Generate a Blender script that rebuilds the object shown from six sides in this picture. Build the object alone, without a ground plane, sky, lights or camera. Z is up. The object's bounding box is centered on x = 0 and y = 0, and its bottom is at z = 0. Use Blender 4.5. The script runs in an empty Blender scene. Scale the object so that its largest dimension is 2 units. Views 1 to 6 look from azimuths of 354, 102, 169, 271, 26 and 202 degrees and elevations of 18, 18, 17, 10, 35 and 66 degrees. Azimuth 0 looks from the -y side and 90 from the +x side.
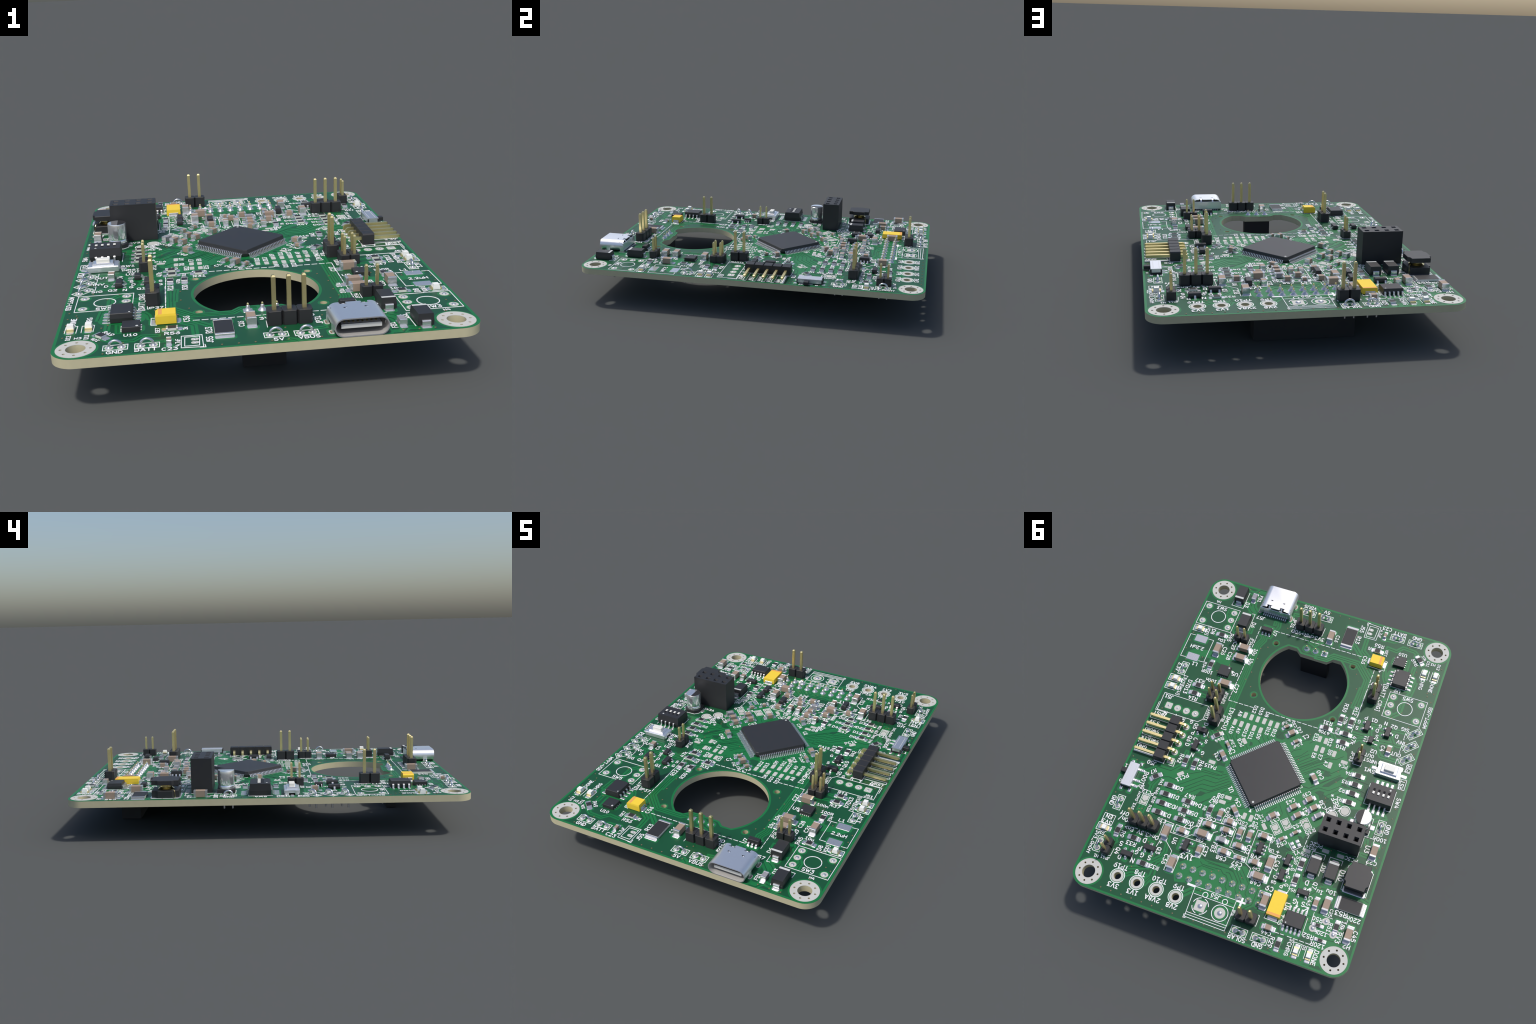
# A populated green circuit board: panel with holes, bare copper, white print and
# all the parts soldered on it.  Everything is dimensioned in millimetres of the
# real board (origin at the middle of its top face) and scaled by S to the scene.
import bpy, bmesh, math, random
from mathutils import Vector, Matrix

S = 0.02107            # scene metres per board millimetre
TOP = 0.2118           # height of the board's top face above the ground
THICK = 1.6            # board thickness, mm
HALF_X, HALF_Y = 34.87, 47.45
random.seed(7)

root = bpy.data.objects.new('circuit_board', None)
bpy.context.scene.collection.objects.link(root)
root['label'] = 'green electronic board crowded with chips, pins and white print'
root['category'] = 'circuit board'
root.empty_display_size = 0.1


# ------------------------------------------------------------------ materials
def material(name, color, rough=0.5, metal=0.0, spec=0.5, grain=0.0, grain_scale=60.0,
             bump=0.0, coat=0.0, sss=0.0):
    m = bpy.data.materials.new(name)
    m.use_nodes = True
    nt = m.node_tree
    b = nt.nodes['Principled BSDF']
    b.inputs['Roughness'].default_value = rough
    b.inputs['Metallic'].default_value = metal
    b.inputs['Specular IOR Level'].default_value = spec
    b.inputs['Coat Weight'].default_value = coat
    b.inputs['Subsurface Weight'].default_value = sss
    tc = nt.nodes.new('ShaderNodeTexCoord')
    noise = nt.nodes.new('ShaderNodeTexNoise')
    noise.inputs['Scale'].default_value = grain_scale
    noise.inputs['Detail'].default_value = 3
    nt.links.new(tc.outputs['Object'], noise.inputs['Vector'])
    mix = nt.nodes.new('ShaderNodeMix')
    mix.data_type = 'RGBA'
    mix.blend_type = 'MIX'
    lo = [c * (1 - grain) for c in color]
    hi = [min(1, c * (1 + grain)) for c in color]
    mix.inputs['A'].default_value = (*lo, 1)
    mix.inputs['B'].default_value = (*hi, 1)
    nt.links.new(noise.outputs['Fac'], mix.inputs['Factor'])
    nt.links.new(mix.outputs['Result'], b.inputs['Base Color'])
    if bump:
        bp = nt.nodes.new('ShaderNodeBump')
        bp.inputs['Strength'].default_value = bump
        bp.inputs['Distance'].default_value = 0.0005
        nt.links.new(noise.outputs['Fac'], bp.inputs['Height'])
        nt.links.new(bp.outputs['Normal'], b.inputs['Normal'])
    return m


POUR = material('mask_over_copper', (0.006, 0.080, 0.029), 0.42, spec=0.42, grain=0.05, grain_scale=8)
BARE = material('mask_over_laminate', (0.008, 0.172, 0.045), 0.42, spec=0.42, grain=0.05, grain_scale=8)
FR4 = material('glass_laminate', (0.58, 0.535, 0.345), 0.75, spec=0.3, grain=0.06, grain_scale=40)
PAD = material('pad_finish', (0.57, 0.565, 0.52), 0.6, spec=0.4, grain=0.03)
INK = material('white_ink', (0.90, 0.90, 0.90), 0.6, spec=0.3, grain=0.02)
VIA = material('via_barrel', (0.18, 0.135, 0.075), 0.6, grain=0.1)  # tan hole wall darkened to brown: hole shade painted on flat discs
TIN = material('tinned_metal', (0.68, 0.68, 0.69), 0.22, metal=0.76, bump=0.15, grain=0.04, grain_scale=300)
SOLDER = material('solder', (0.68, 0.68, 0.70), 0.26, metal=0.76, bump=0.1, grain=0.05, grain_scale=200)
STEEL = material('stamped_steel', (0.92, 0.92, 0.93), 0.36, metal=0.9, grain=0.04, grain_scale=200)
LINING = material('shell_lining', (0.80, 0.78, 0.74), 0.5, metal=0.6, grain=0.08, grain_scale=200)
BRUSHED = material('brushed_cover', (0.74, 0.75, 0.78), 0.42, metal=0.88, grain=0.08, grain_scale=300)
CAN = material('polished_can', (0.92, 0.92, 0.93), 0.2, metal=0.84, grain=0.03)
WIRE = material('plated_wire', (0.72, 0.73, 0.76), 0.25, metal=1.0, grain=0.04)
GOLD = material('gold_plating', (0.88, 0.74, 0.37), 0.40, metal=1.0, grain=0.06, grain_scale=300)
BRASS = material('lacquered_winding', (0.85, 0.70, 0.34), 0.22, metal=1.0, grain=0.12, grain_scale=120)
BLACK = material('black_nylon', (0.024, 0.024, 0.026), 0.5, spec=0.5, grain=0.06, grain_scale=120)
EPOXY = material('moulded_epoxy', (0.027, 0.027, 0.029), 0.48, spec=0.5, grain=0.06, grain_scale=120)
FILM = material('resistor_glaze', (0.030, 0.030, 0.032), 0.5, spec=0.35, grain=0.05)
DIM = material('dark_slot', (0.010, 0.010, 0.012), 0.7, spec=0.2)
TAN = material('tan_ceramic', (0.36, 0.27, 0.205), 0.6, spec=0.3, grain=0.04, grain_scale=80)
GREY = material('grey_ferrite', (0.30, 0.30, 0.32), 0.55, spec=0.3, grain=0.04)
ALUMINA = material('white_alumina', (0.72, 0.73, 0.66), 0.6, spec=0.3, grain=0.02)
YELLOW = material('yellow_resin', (0.92, 0.64, 0.050), 0.5, spec=0.3, grain=0.03)
ORANGE = material('polarity_stripe', (0.85, 0.40, 0.10), 0.5, spec=0.3, grain=0.03)
BAND = material('cathode_band', (0.62, 0.63, 0.60), 0.5, spec=0.3, grain=0.02)
LENS = material('milky_lens', (0.88, 0.88, 0.83), 0.55, spec=0.3)
IVORY = material('ivory_plastic', (0.80, 0.79, 0.72), 0.45, spec=0.4, grain=0.02)


# ------------------------------------------------------------------ mesh tools
class Shape:
    """Collects solids in millimetres; each face carries a material."""

    def __init__(self):
        self.v, self.f, self.m, self.s, self.mats = [], [], [], [], []

    def slot(self, mat):
        if mat not in self.mats:
            self.mats.append(mat)
        return self.mats.index(mat)

    def add(self, verts, faces, mat, smooth=False):
        o = len(self.v)
        self.v += [tuple(p) for p in verts]
        k = self.slot(mat)
        for f in faces:
            self.f.append([i + o for i in f])
            self.m.append(k)
            self.s.append(smooth)
        return self

    def loft(self, rings, mat, caps=(True, True), smooth=False, closed=True):
        n = len(rings[0])
        verts = [p for r in rings for p in r]
        faces = []
        for k in range(len(rings) - 1):
            for i in range(n if closed else n - 1):
                j = (i + 1) % n
                faces.append((k * n + i, k * n + j, (k + 1) * n + j, (k + 1) * n + i))
        self.add(verts, faces, mat, smooth)
        if caps[0]:
            self.add(rings[0][::-1], [tuple(range(n))], mat)
        if caps[1]:
            self.add(rings[-1], [tuple(range(n))], mat)
        return self

    def prism(self, poly, z0, z1, mat, chamfer=0.0):
        """Counter-clockwise outline raised from z0 to z1, top edge optionally broken."""
        rings = [[(x, y, z0) for x, y in poly]]
        if chamfer:
            rings.append([(x, y, z1 - chamfer) for x, y in poly])
            rings.append([(x, y, z1) for x, y in inset(poly, chamfer)])
        else:
            rings.append([(x, y, z1) for x, y in poly])
        return self.loft(rings, mat)

    def box(self, cx, cy, z0, z1, sx, sy, mat, chamfer=0.0):
        return self.prism(rect(cx, cy, sx, sy), z0, z1, mat, chamfer)

    def revolve(self, profile, mat, cx=0.0, cy=0.0, n=24, smooth=True, caps=(True, True)):
        rings = [[(cx + r * math.cos(2 * math.pi * i / n), cy + r * math.sin(2 * math.pi * i / n), z)
                  for i in range(n)] for r, z in profile]
        return self.loft(rings, mat, caps, smooth)

    def tube(self, path, r, mat, n=10):
        rings = []
        for k, p in enumerate(path):
            a = Vector(path[max(k - 1, 0)])
            b = Vector(path[min(k + 1, len(path) - 1)])
            t = (b - a).normalized()
            side = Vector((0, 1, 0)) if abs(t.y) < 0.9 else Vector((1, 0, 0))
            u = t.cross(side).normalized()
            w = u.cross(t)
            rings.append([tuple(Vector(p) + (u * math.cos(q) + w * math.sin(q)) * r)
                          for q in [2 * math.pi * i / n for i in range(n)]])
        return self.loft(rings, mat, smooth=True)

    def strip(self, path, width, thick, mat, across=(1, 0, 0)):
        """Flat bent metal strip: path of (along, z) points, lying along local y."""
        top, bot = [], []
        n = len(path)
        for k in range(n):
            a, b = path[max(k - 1, 0)], path[min(k + 1, n - 1)]
            d = Vector((b[0] - a[0], b[1] - a[1])).normalized()
            nx, nz = -d.y * thick / 2, d.x * thick / 2
            top.append((path[k][0] + nx, path[k][1] + nz))
            bot.append((path[k][0] - nx, path[k][1] - nz))
        rings = []
        for t, b in zip(top, bot):
            h = width / 2
            rings.append([(-h, t[0], t[1]), (h, t[0], t[1]), (h, b[0], b[1]), (-h, b[0], b[1])])
        return self.loft(rings, mat)

    def mesh(self, name):
        me = bpy.data.meshes.new(name)
        me.from_pydata([(x * S, y * S, z * S) for x, y, z in self.v], [], self.f)
        for m in self.mats:
            me.materials.append(m)
        me.polygons.foreach_set('material_index', self.m)
        me.polygons.foreach_set('use_smooth', self.s)
        bm = bmesh.new()
        bm.from_mesh(me)
        bmesh.ops.remove_doubles(bm, verts=bm.verts, dist=1e-7)
        bmesh.ops.recalc_face_normals(bm, faces=bm.faces)
        bm.to_mesh(me)
        bm.free()
        me.update()
        if any(self.s):
            me.set_sharp_from_angle(angle=math.radians(32))
        return me


def rect(cx, cy, sx, sy):
    return [(cx - sx / 2, cy - sy / 2), (cx + sx / 2, cy - sy / 2),
            (cx + sx / 2, cy + sy / 2), (cx - sx / 2, cy + sy / 2)]


def rounded(cx, cy, sx, sy, r, n=5):
    pts = []
    for qx, qy, a0 in ((1, 1, 0), (-1, 1, 90), (-1, -1, 180), (1, -1, 270)):
        for k in range(n + 1):
            a = math.radians(a0 + 90 * k / n)
            pts.append((cx + qx * (sx / 2 - r) + r * math.cos(a), cy + qy * (sy / 2 - r) + r * math.sin(a)))
    return pts


def disc(cx, cy, r, n=32):
    return [(cx + r * math.cos(2 * math.pi * i / n), cy + r * math.sin(2 * math.pi * i / n)) for i in range(n)]


def inset(poly, d):
    out, n = [], len(poly)
    for i in range(n):
        a, b, c = Vector(poly[i - 1]), Vector(poly[i]), Vector(poly[(i + 1) % n])
        u, w = (b - a).normalized(), (c - b).normalized()
        nu, nw = Vector((-u.y, u.x)), Vector((-w.y, w.x))
        m = (nu + nw)
        k = m.dot(nu)
        m = m / k if k > 0.2 else nu
        out.append(tuple(b + m * d))
    return out


def turn(p, deg):
    a = math.radians(deg)
    return (p[0] * math.cos(a) - p[1] * math.sin(a), p[0] * math.sin(a) + p[1] * math.cos(a))


cache = {}


def shared(key, build):
    """One mesh per kind of piece; every repeat uses the same data."""
    if key not in cache:
        cache[key] = build().mesh(str(key[0] if isinstance(key, tuple) else key))
    return cache[key]


def place(name, mesh, x=0.0, y=0.0, deg=0.0, parent=root, z=0.0):
    o = bpy.data.objects.new(name, mesh)
    bpy.context.scene.collection.objects.link(o)
    o.parent = parent
    o.location = (x * S, y * S, (TOP if parent is root else 0.0) + z * S)
    o.rotation_euler = (0, 0, math.radians(deg))
    return o


# layers printed on the top face; every layer has its own height, mm
LAYER_BARE, LAYER_TRACK, LAYER_PAD, LAYER_INK, LAYER_TEXT = 0.006, 0.042, 0.070, 0.074, 0.100
flat_bare, flat_pour, flat_ink = Shape(), Shape(), Shape()
laid = {'bare': [], 'pour': [], 'ink': []}


def level(key, pts):
    """Lowest free step of a layer: sheets that may overlap never share a plane."""
    xs, ys = [p[0] for p in pts], [p[1] for p in pts]
    box = (min(xs), min(ys), max(xs), max(ys))
    used = {k for q, k in laid[key] if q[0] < box[2] and box[0] < q[2] and q[1] < box[3] and box[1] < q[3]}
    k = 0
    while k in used:
        k += 1
    laid[key].append((box, k))
    return k * 0.001


def lay(shape, key, poly, z, mat):
    """Thin sheet with its underside sunk in the board, trimmed at the board edge."""
    poly = [(max(-HALF_X + 0.05, min(HALF_X - 0.05, a)), max(-HALF_Y + 0.05, min(HALF_Y - 0.05, b))) for a, b in poly]
    z += level(key, poly)
    area = sum(poly[i - 1][0] * poly[i][1] - poly[i][0] * poly[i - 1][1] for i in range(len(poly)))
    if area < 0:
        poly = poly[::-1]
    shape.prism(poly, -0.03, z, mat)


def lay_ring(shape, key, outer, inner, z, mat):
    z += level(key, outer)
    shape.loft([[(p[0], p[1], -0.03) for p in outer], [(p[0], p[1], z) for p in outer],
                [(p[0], p[1], z) for p in inner], [(p[0], p[1], -0.03) for p in inner]], mat, caps=(False, False))


def stroke(shape, pts, w, z, mat, z0=-0.03, closed=False):
    """Mitred line of width w: a loop if it closes, otherwise with square ends.  z may be a function of the outline."""
    P = [Vector(p) for p in pts]
    n = len(P)
    left, right = [], []
    for i in range(n):
        b = P[i]
        u = (b - P[i - 1]).normalized() if (closed or i) else (P[1] - b).normalized()
        v = (P[(i + 1) % n] - b).normalized() if (closed or i < n - 1) else u
        nu, nv = Vector((-u.y, u.x)), Vector((-v.y, v.x))
        m = nu + nv
        k = m.dot(nu)
        m = m / k if k > 0.35 else nu
        end = Vector((0, 0))
        if not closed and i == 0:
            end = -u * w * 0.4
        if not closed and i == n - 1:
            end = u * w * 0.4
        left.append(b + m * w / 2 + end)
        right.append(b - m * w / 2 + end)
    if callable(z):
        z = z(left + right)
    rings = [[(l.x, l.y, z0), (l.x, l.y, z), (r.x, r.y, z), (r.x, r.y, z0)] for l, r in zip(left, right)]
    if closed:
        rings.append(rings[0])
    shape.loft(rings, mat, caps=(not closed, not closed))


def lay_line(shape, key, pts, w, z, mat):
    mx, my = HALF_X - w / 2 - 0.1, HALF_Y - w / 2 - 0.1
    pts = [(max(-mx, min(mx, a)), max(-my, min(my, b))) for a, b in pts]
    closed = (Vector(pts[0]) - Vector(pts[-1])).length < 1e-6
    stroke(shape, pts[:-1] if closed else pts, w, lambda o: z + level(key, o), mat, closed=closed)


def pairs(pts):
    return zip(pts[:-1], pts[1:])


def bare_area(pts):
    lay(flat_bare, 'bare', pts, LAYER_BARE, BARE)


def pour_island(pts):
    lay(flat_pour, 'pour', pts, LAYER_TRACK, POUR)


def track(pts, w=0.13):
    lay_line(flat_pour, 'pour', pts, w, LAYER_TRACK, POUR)


def banded_track(band, pts):
    lay_line(flat_bare, 'bare', pts, band * 1.12, LAYER_BARE, BARE)
    track(pts, 0.16 if band < 1.3 else 0.22)


def bundle(band, offsets, pts):
    """Several parallel tracks sharing one clear band."""
    lay_line(flat_bare, 'bare', pts, band, LAYER_BARE, BARE)
    P = [Vector(p) for p in pts]
    for d in offsets:
        side = []
        for i, b in enumerate(P):
            u = (b - P[i - 1]).normalized() if i else (P[1] - b).normalized()
            v = (P[i + 1] - b).normalized() if i < len(P) - 1 else u
            nu, nv = Vector((-u.y, u.x)), Vector((-v.y, v.x))
            m = nu + nv
            side.append(tuple(b + m / m.dot(nu) * d))
        track(side)


def outline(pts, w=0.13):
    lay_line(flat_ink, 'ink', pts, w, LAYER_INK, INK)


def fence(pts, dash=1.05, gap=0.45):
    for a, b in pairs(pts):
        a, b = Vector(a), Vector(b)
        L = (b - a).length
        d = (b - a) / L
        s = 0.0
        while s < L - 0.2:
            e = min(s + dash, L)
            outline([tuple(a + d * s), tuple(a + d * e)], 0.15)
            s = e + gap


def ring(cx, cy, r, w=0.17, a0=0, a1=360, n=40):
    pts = [(cx + r * math.cos(math.radians(a0 + (a1 - a0) * k / n)),
            cy + r * math.sin(math.radians(a0 + (a1 - a0) * k / n))) for k in range(n + 1)]
    if a1 - a0 >= 360:
        pts[-1] = pts[0]
    outline(pts, w)


def clear_round(x, y, r, hole=0.0):
    if hole:
        lay_ring(flat_bare, 'bare', disc(x, y, r, 40), disc(x, y, hole, 40), LAYER_BARE, BARE)
    else:
        lay(flat_bare, 'bare', disc(x, y, r, 28), LAYER_BARE, BARE)


def clear_rect(x, y, sx, sy, deg):
    pts = [turn(p, deg) for p in rounded(0, 0, sx, sy, min(sx, sy) * 0.3)]
    lay(flat_bare, 'bare', [(x + a, y + b) for a, b in pts], LAYER_BARE, BARE)


labels = []


def label(text, x, y, deg, h):
    size = {1.1: 1.1, 1: 0.97, 1.0: 0.97, 0.9: 0.88, 0.85: 0.78, 0.8: 0.70, 0.75: 0.66, 0.7: 0.62}[h]
    if text in ('GND', 'SOLAR', 'BATT', 'VBUS', '5V'):
        size = 0.95
    if text.startswith('TP') or text in ('1V3', '3V3', '2V8', '2V8A'):
        size *= 1.08
    labels.append((text, x, y, deg, size))


# ------------------------------------------------------------------ kinds of parts
SIZES = {  # length, width, height of capacitor, height of resistor, end cap, pad span, pad length, pad width
    '0603': (1.6, 0.8, 0.8, 0.45, 0.32, 3.0, 1.0, 0.95),
    '0805': (2.0, 1.25, 1.2, 0.5, 0.36, 3.5, 1.15, 1.3),
    '1206': (3.2, 1.6, 1.6, 0.55, 0.5, 4.6, 1.2, 1.75),
    '2512': (6.3, 3.2, 0.6, 0.6, 0.6, 7.3, 1.1, 3.25),
}


def fillet_pad(w, l):
    """Soldered pad: rounded plate with a slightly crowned, shiny top."""
    s = Shape()
    o = rounded(0, 0, l, w, min(l, w) * 0.22, 4)
    s.loft([[(x, y, -0.03) for x, y in o], [(x, y, 0.05) for x, y in o],
            [(x, y, 0.10) for x, y in inset(o, 0.07)], [(x, y, 0.12) for x, y in inset(o, 0.18)]], SOLDER)
    return s


def chip(kind, x, y, deg, size):
    L, W, HC, HR, cap, span, pl, pw = SIZES[size]
    if kind == 'resistor':
        H = HR

        def body():
            s = Shape()
            s.box(0, 0, 0.04, H - 0.04, L - 0.06, W - 0.02, ALUMINA)
            s.box(0, 0, H - 0.05, H + 0.012, L - 2 * cap - 0.02 + 0.1, W - 0.08, FILM, 0.02)
            return s
        name = 'chip_resistor'
    else:
        H = HC
        mat = TAN if kind == 'capacitor' else GREY

        def body():
            return Shape().box(0, 0, 0.06, H - 0.03, L - 0.1, W - 0.05, mat, 0.05)
        name = 'ceramic_capacitor' if kind == 'capacitor' else 'ferrite_bead'
    o = place(name, shared((name, size), body), x, y, deg)

    if kind == 'resistor':
        cap *= 0.8

    def end():
        return Shape().box(0, 0, 0.03, H, cap, W, TIN, 0.05)
    cm = shared(('terminal', kind == 'resistor', size), end)
    pm = shared(('solder_pad', size), lambda: fillet_pad(pw, pl))
    for sx in (-1, 1):
        place('terminal', cm, sx * (L / 2 - cap / 2), 0, 0, o)
        place('solder_pad', pm, sx * (span / 2 - pl / 2), 0, 0, o)
        p = turn((sx * (span / 2 - pl / 2), 0), deg)
        if (x < 25 or kind == 'resistor'):
            clear_rect(x + p[0], y + p[1], pl + 0.7, pw + 0.7, deg)


def led(x, y, deg):
    def body():
        s = Shape()
        s.box(0, 0, 0.05, 0.42, 1.9, 1.2, LENS)
        return s

    def lens():
        s = Shape()
        a, b = rect(0, 0, 1.3, 1.2), rect(0, 0, 1.02, 1.08)
        s.loft([[(p[0], p[1], 0.42) for p in a], [(p[0], p[1], 1.05) for p in b]], LENS)
        return s

    def strap():
        s = Shape()
        s.box(0, 0, 0.04, 0.46, 0.30, 1.23, GOLD)
        return s
    o = place('indicator_led', shared('led_base', body), x, y, deg)
    place('lens', shared('lens', lens), 0, 0, 0, o)
    pm = shared(('solder_pad', 'led'), lambda: fillet_pad(1.3, 1.0))
    for sx in (-1, 1):
        place('gold_terminal', shared('gold_terminal', strap), sx * 0.83, 0, 0, o)
        place('solder_pad', pm, sx * 1.25, 0, 0, o)
        p = turn((sx * 1.25, 0), deg)
        clear_rect(x + p[0], y + p[1], 1.7, 1.9, deg)


def power_diode(x, y, deg):
    """Cathode at local +x."""
    def body():
        s = Shape()
        a = rect(0, 0, 4.35, 2.65)
        b = rect(0, 0, 4.5, 2.75)
        c = rect(0, 0, 4.25, 2.5)
        s.loft([[(p[0], p[1], 0.1) for p in a], [(p[0], p[1], 0.95) for p in b],
                [(p[0], p[1], 2.15) for p in c]], EPOXY)
        return s

    def band():
        return Shape().box(1.72, 0, 2.0, 2.165, 0.55, 2.46, BAND)

    def tab():
        s = Shape()
        s.strip([(0.2, 1.05), (0.42, 1.05), (0.5, 0.95), (0.5, 0.3), (0.4, 0.16), (-0.6, 0.16)], 1.45, 0.16, TIN)
        return s
    o = place('power_diode', shared('power_diode', body), x, y, deg)
    place('cathode_band', shared('cathode_band', band), 0, 0, 0, o)
    for sx in (-1, 1):
        t = place('terminal', shared('diode_tab', tab), sx * 2.05, 0, -90 * sx, o)
        place('solder_pad', shared(('solder_pad', 'diode'), lambda: fillet_pad(1.8, 1.7)), sx * 2.35, 0, 0, o)
        p = turn((sx * 2.35, 0), deg)
        clear_rect(x + p[0], y + p[1], 2.6, 2.7, deg)


def gull(z_top, reach, width, thick=0.15, drop=0.5):
    """Gull-wing lead leaving the body at y = 0 towards +y."""
    s = Shape()
    s.strip([(-0.15, z_top), (drop * 0.45, z_top), (drop * 0.65, z_top - 0.12), (drop * 0.85, 0.22),
             (drop * 1.1, 0.12), (reach, 0.11)], width, thick, TIN)
    return s


def lead_row(o, key, xs, side, y0, z_top, reach, width, pad_w, pad_l, parent_xy, deg, pads=True):
    lm = shared(('lead', key), lambda: gull(z_top, reach, width))
    pm = shared(('solder_pad', key), lambda: fillet_pad(pad_w, pad_l))
    for lx in xs:
        place('lead', lm, lx, side * y0, 0 if side > 0 else 180, o)
        if pads:
            place('solder_pad', pm, lx, side * (y0 + reach - pad_l * 0.36), 90, o, -0.02)


def moulded(L, W, H, mat=EPOXY, notch=0.0, foot=0.1):
    s = Shape()
    a, b, c = rect(0, 0, L - 0.1, W - 0.12), rect(0, 0, L, W), rect(0, 0, L - 0.22, W - 0.24)
    s.loft([[(p[0], p[1], foot) for p in a], [(p[0], p[1], H * 0.5) for p in b],
            [(p[0], p[1], H - 0.06) for p in c], [(p[0], p[1], H) for p in inset(c, 0.06)]], mat)
    return s


def sot(x, y, deg, n_minus, n_plus):
    H = 1.45 if n_minus + n_plus > 3 else 1.1
    o = place('transistor', shared(('transistor', H), lambda: moulded(2.95, 1.45, H)), x, y, deg)
    rows = {1: [0], 2: [-0.95, 0.95], 3: [-0.95, 0, 0.95]}
    lead_row(o, 'sot', rows[n_minus], -1, 0.72, 0.6, 0.62, 0.42, 0.66, 0.95, None, deg)
    lead_row(o, 'sot', rows[n_plus], 1, 0.72, 0.6, 0.62, 0.42, 0.66, 0.95, None, deg)
    for n, sd in ((n_minus, -1), (n_plus, 1)):
        for lx in rows[n]:
            p = turn((lx, sd * 1.2), deg)
            clear_rect(x + p[0], y + p[1], 1.5, 1.8, deg)


def tiny_logic(x, y):
    o = place('logic_gate', shared('logic_gate', lambda: moulded(2.1, 1.3, 1.0)), x, y, 90)
    lead_row(o, 'tiny', [-0.65, 0, 0.65], -1, 0.65, 0.55, 1.15, 0.22, 0.36, 1.1, None, 90)
    lead_row(o, 'tiny', [-0.65, 0.65], 1, 0.65, 0.55, 1.15, 0.22, 0.36, 1.1, None, 90)
    clear_rect(x, y, 5.2, 2.9, 0)


def soic(x, y, deg, L, W, H, n, pitch, lw):
    o = place('amplifier_chip', shared(('amplifier_chip', L), lambda: moulded(L, W, H)), x, y, deg)
    xs = [(i - (n - 1) / 2) * pitch for i in range(n)]
    for sd in (-1, 1):
        lead_row(o, ('soic', n), xs, sd, W / 2, H * 0.55, 1.15, lw, lw + 0.18, 1.5, None, deg)
    place('pin_one_dot', shared('pin_one_dot', lambda: Shape().revolve([(0.17, 0), (0.17, 0.012)], BAND, n=16, smooth=False)),
          -L / 2 + 0.65, -W / 2 + 0.55, 0, o, H - 0.003)
    clear_rect(x, y, L + 0.8, W + 4.2, deg)


def flat_package(x, y, deg, n):
    o = place('flat_chip', shared('flat_chip', lambda: Shape().box(0, 0, 0.03, 0.95, 3.0, 3.0, EPOXY, 0.04)), x, y, deg)
    xs = [(i - (n - 1) / 2) * (2.0 / (n - 1) if n == 5 else 0.65) for i in range(n)]
    for sd in (-1, 1):
        for lx in xs:
            place('contact', shared('contact', lambda: Shape().box(0, 0, -0.02, 0.24, 0.26, 0.5, TIN, 0.03)), lx, sd * 1.52, 0, o)
    place('pin_one_dot', shared('round_mark', lambda: Shape().revolve([(0.24, 0), (0.24, 0.012)], BAND, n=18, smooth=False)),
          -1.0, -1.0, 0, o, 0.947)
    clear_rect(x, y, 3.0, 4.6, deg)


def controller(x, y):
    """Large square package turned by 45 degrees, 25 leads on each side."""
    o = place('microcontroller', shared('microcontroller', controller_body), x, y, 45)
    lm = shared(('lead', 'mcu'), lambda: gull(0.72, 0.98, 0.25, 0.13, 0.5))
    pm = shared(('solder_pad', 'mcu'), lambda: fillet_pad(0.30, 1.2))
    for side in range(4):
        for i in range(25):
            t = (i - 12) * 0.5
            p, q = turn((t, 7.0), side * 90), turn((t, 7.75), side * 90)
            place('lead', lm, p[0], p[1], side * 90, o)
            place('lead_pad', pm, q[0], q[1], side * 90 + 90, o, -0.05)
    d = turn((-5.75, 5.75), 180)
    place('pin_one_dot', shared('big_mark', lambda: Shape().revolve([(0.28, 0), (0.28, 0.012)], BAND, n=20, smooth=False)),
          0, 0, 0, o, 1.497).location = (6.0 * S, 6.0 * S, 1.497 * S)
    clear_rect(x, y, 18.4, 18.4, 45)
    lay(flat_pour, 'pour', [(x + a, y + b) for a, b in [turn(p, 45) for p in rect(0, 0, 13.4, 13.4)]], LAYER_TRACK, POUR)


def controller_body():
    def cut(h, c):
        return [(-h + c, -h), (h - c, -h), (h, -h + c), (h, h - c), (h - c, h), (-h + c, h), (-h, h - c), (-h, -h + c)]
    s = Shape()
    s.loft([[(p[0], p[1], 0.1) for p in cut(6.85, 0.7)], [(p[0], p[1], 0.72) for p in cut(7.0, 0.7)],
            [(p[0], p[1], 1.42) for p in cut(6.8, 0.5)], [(p[0], p[1], 1.5) for p in cut(6.72, 0.5)]], EPOXY)
    return s


def pin_mesh(pitch):
    w = 0.70 if pitch > 2.2 else 0.54
    top = 8.54 if pitch > 2.2 else 5.9
    c = w * 0.22
    s = Shape()
    f, t = rect(0, 0, w, w), rect(0, 0, w - 2 * c, w - 2 * c)
    s.loft([[(p[0], p[1], -2.9) for p in t], [(p[0], p[1], -2.6) for p in f],
            [(p[0], p[1], top - 0.3) for p in f], [(p[0], p[1], top) for p in t]], GOLD)
    return s


def housing_cell(pitch):
    h, c = pitch / 2, pitch * 0.18
    e = h - 0.012
    return [(-e + c * 0.55, -h), (e - c * 0.55, -h), (e, -h + c), (e, h - c), (e - c * 0.55, h), (-e + c * 0.55, h),
            (-e, h - c), (-e, -h + c)]


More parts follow.
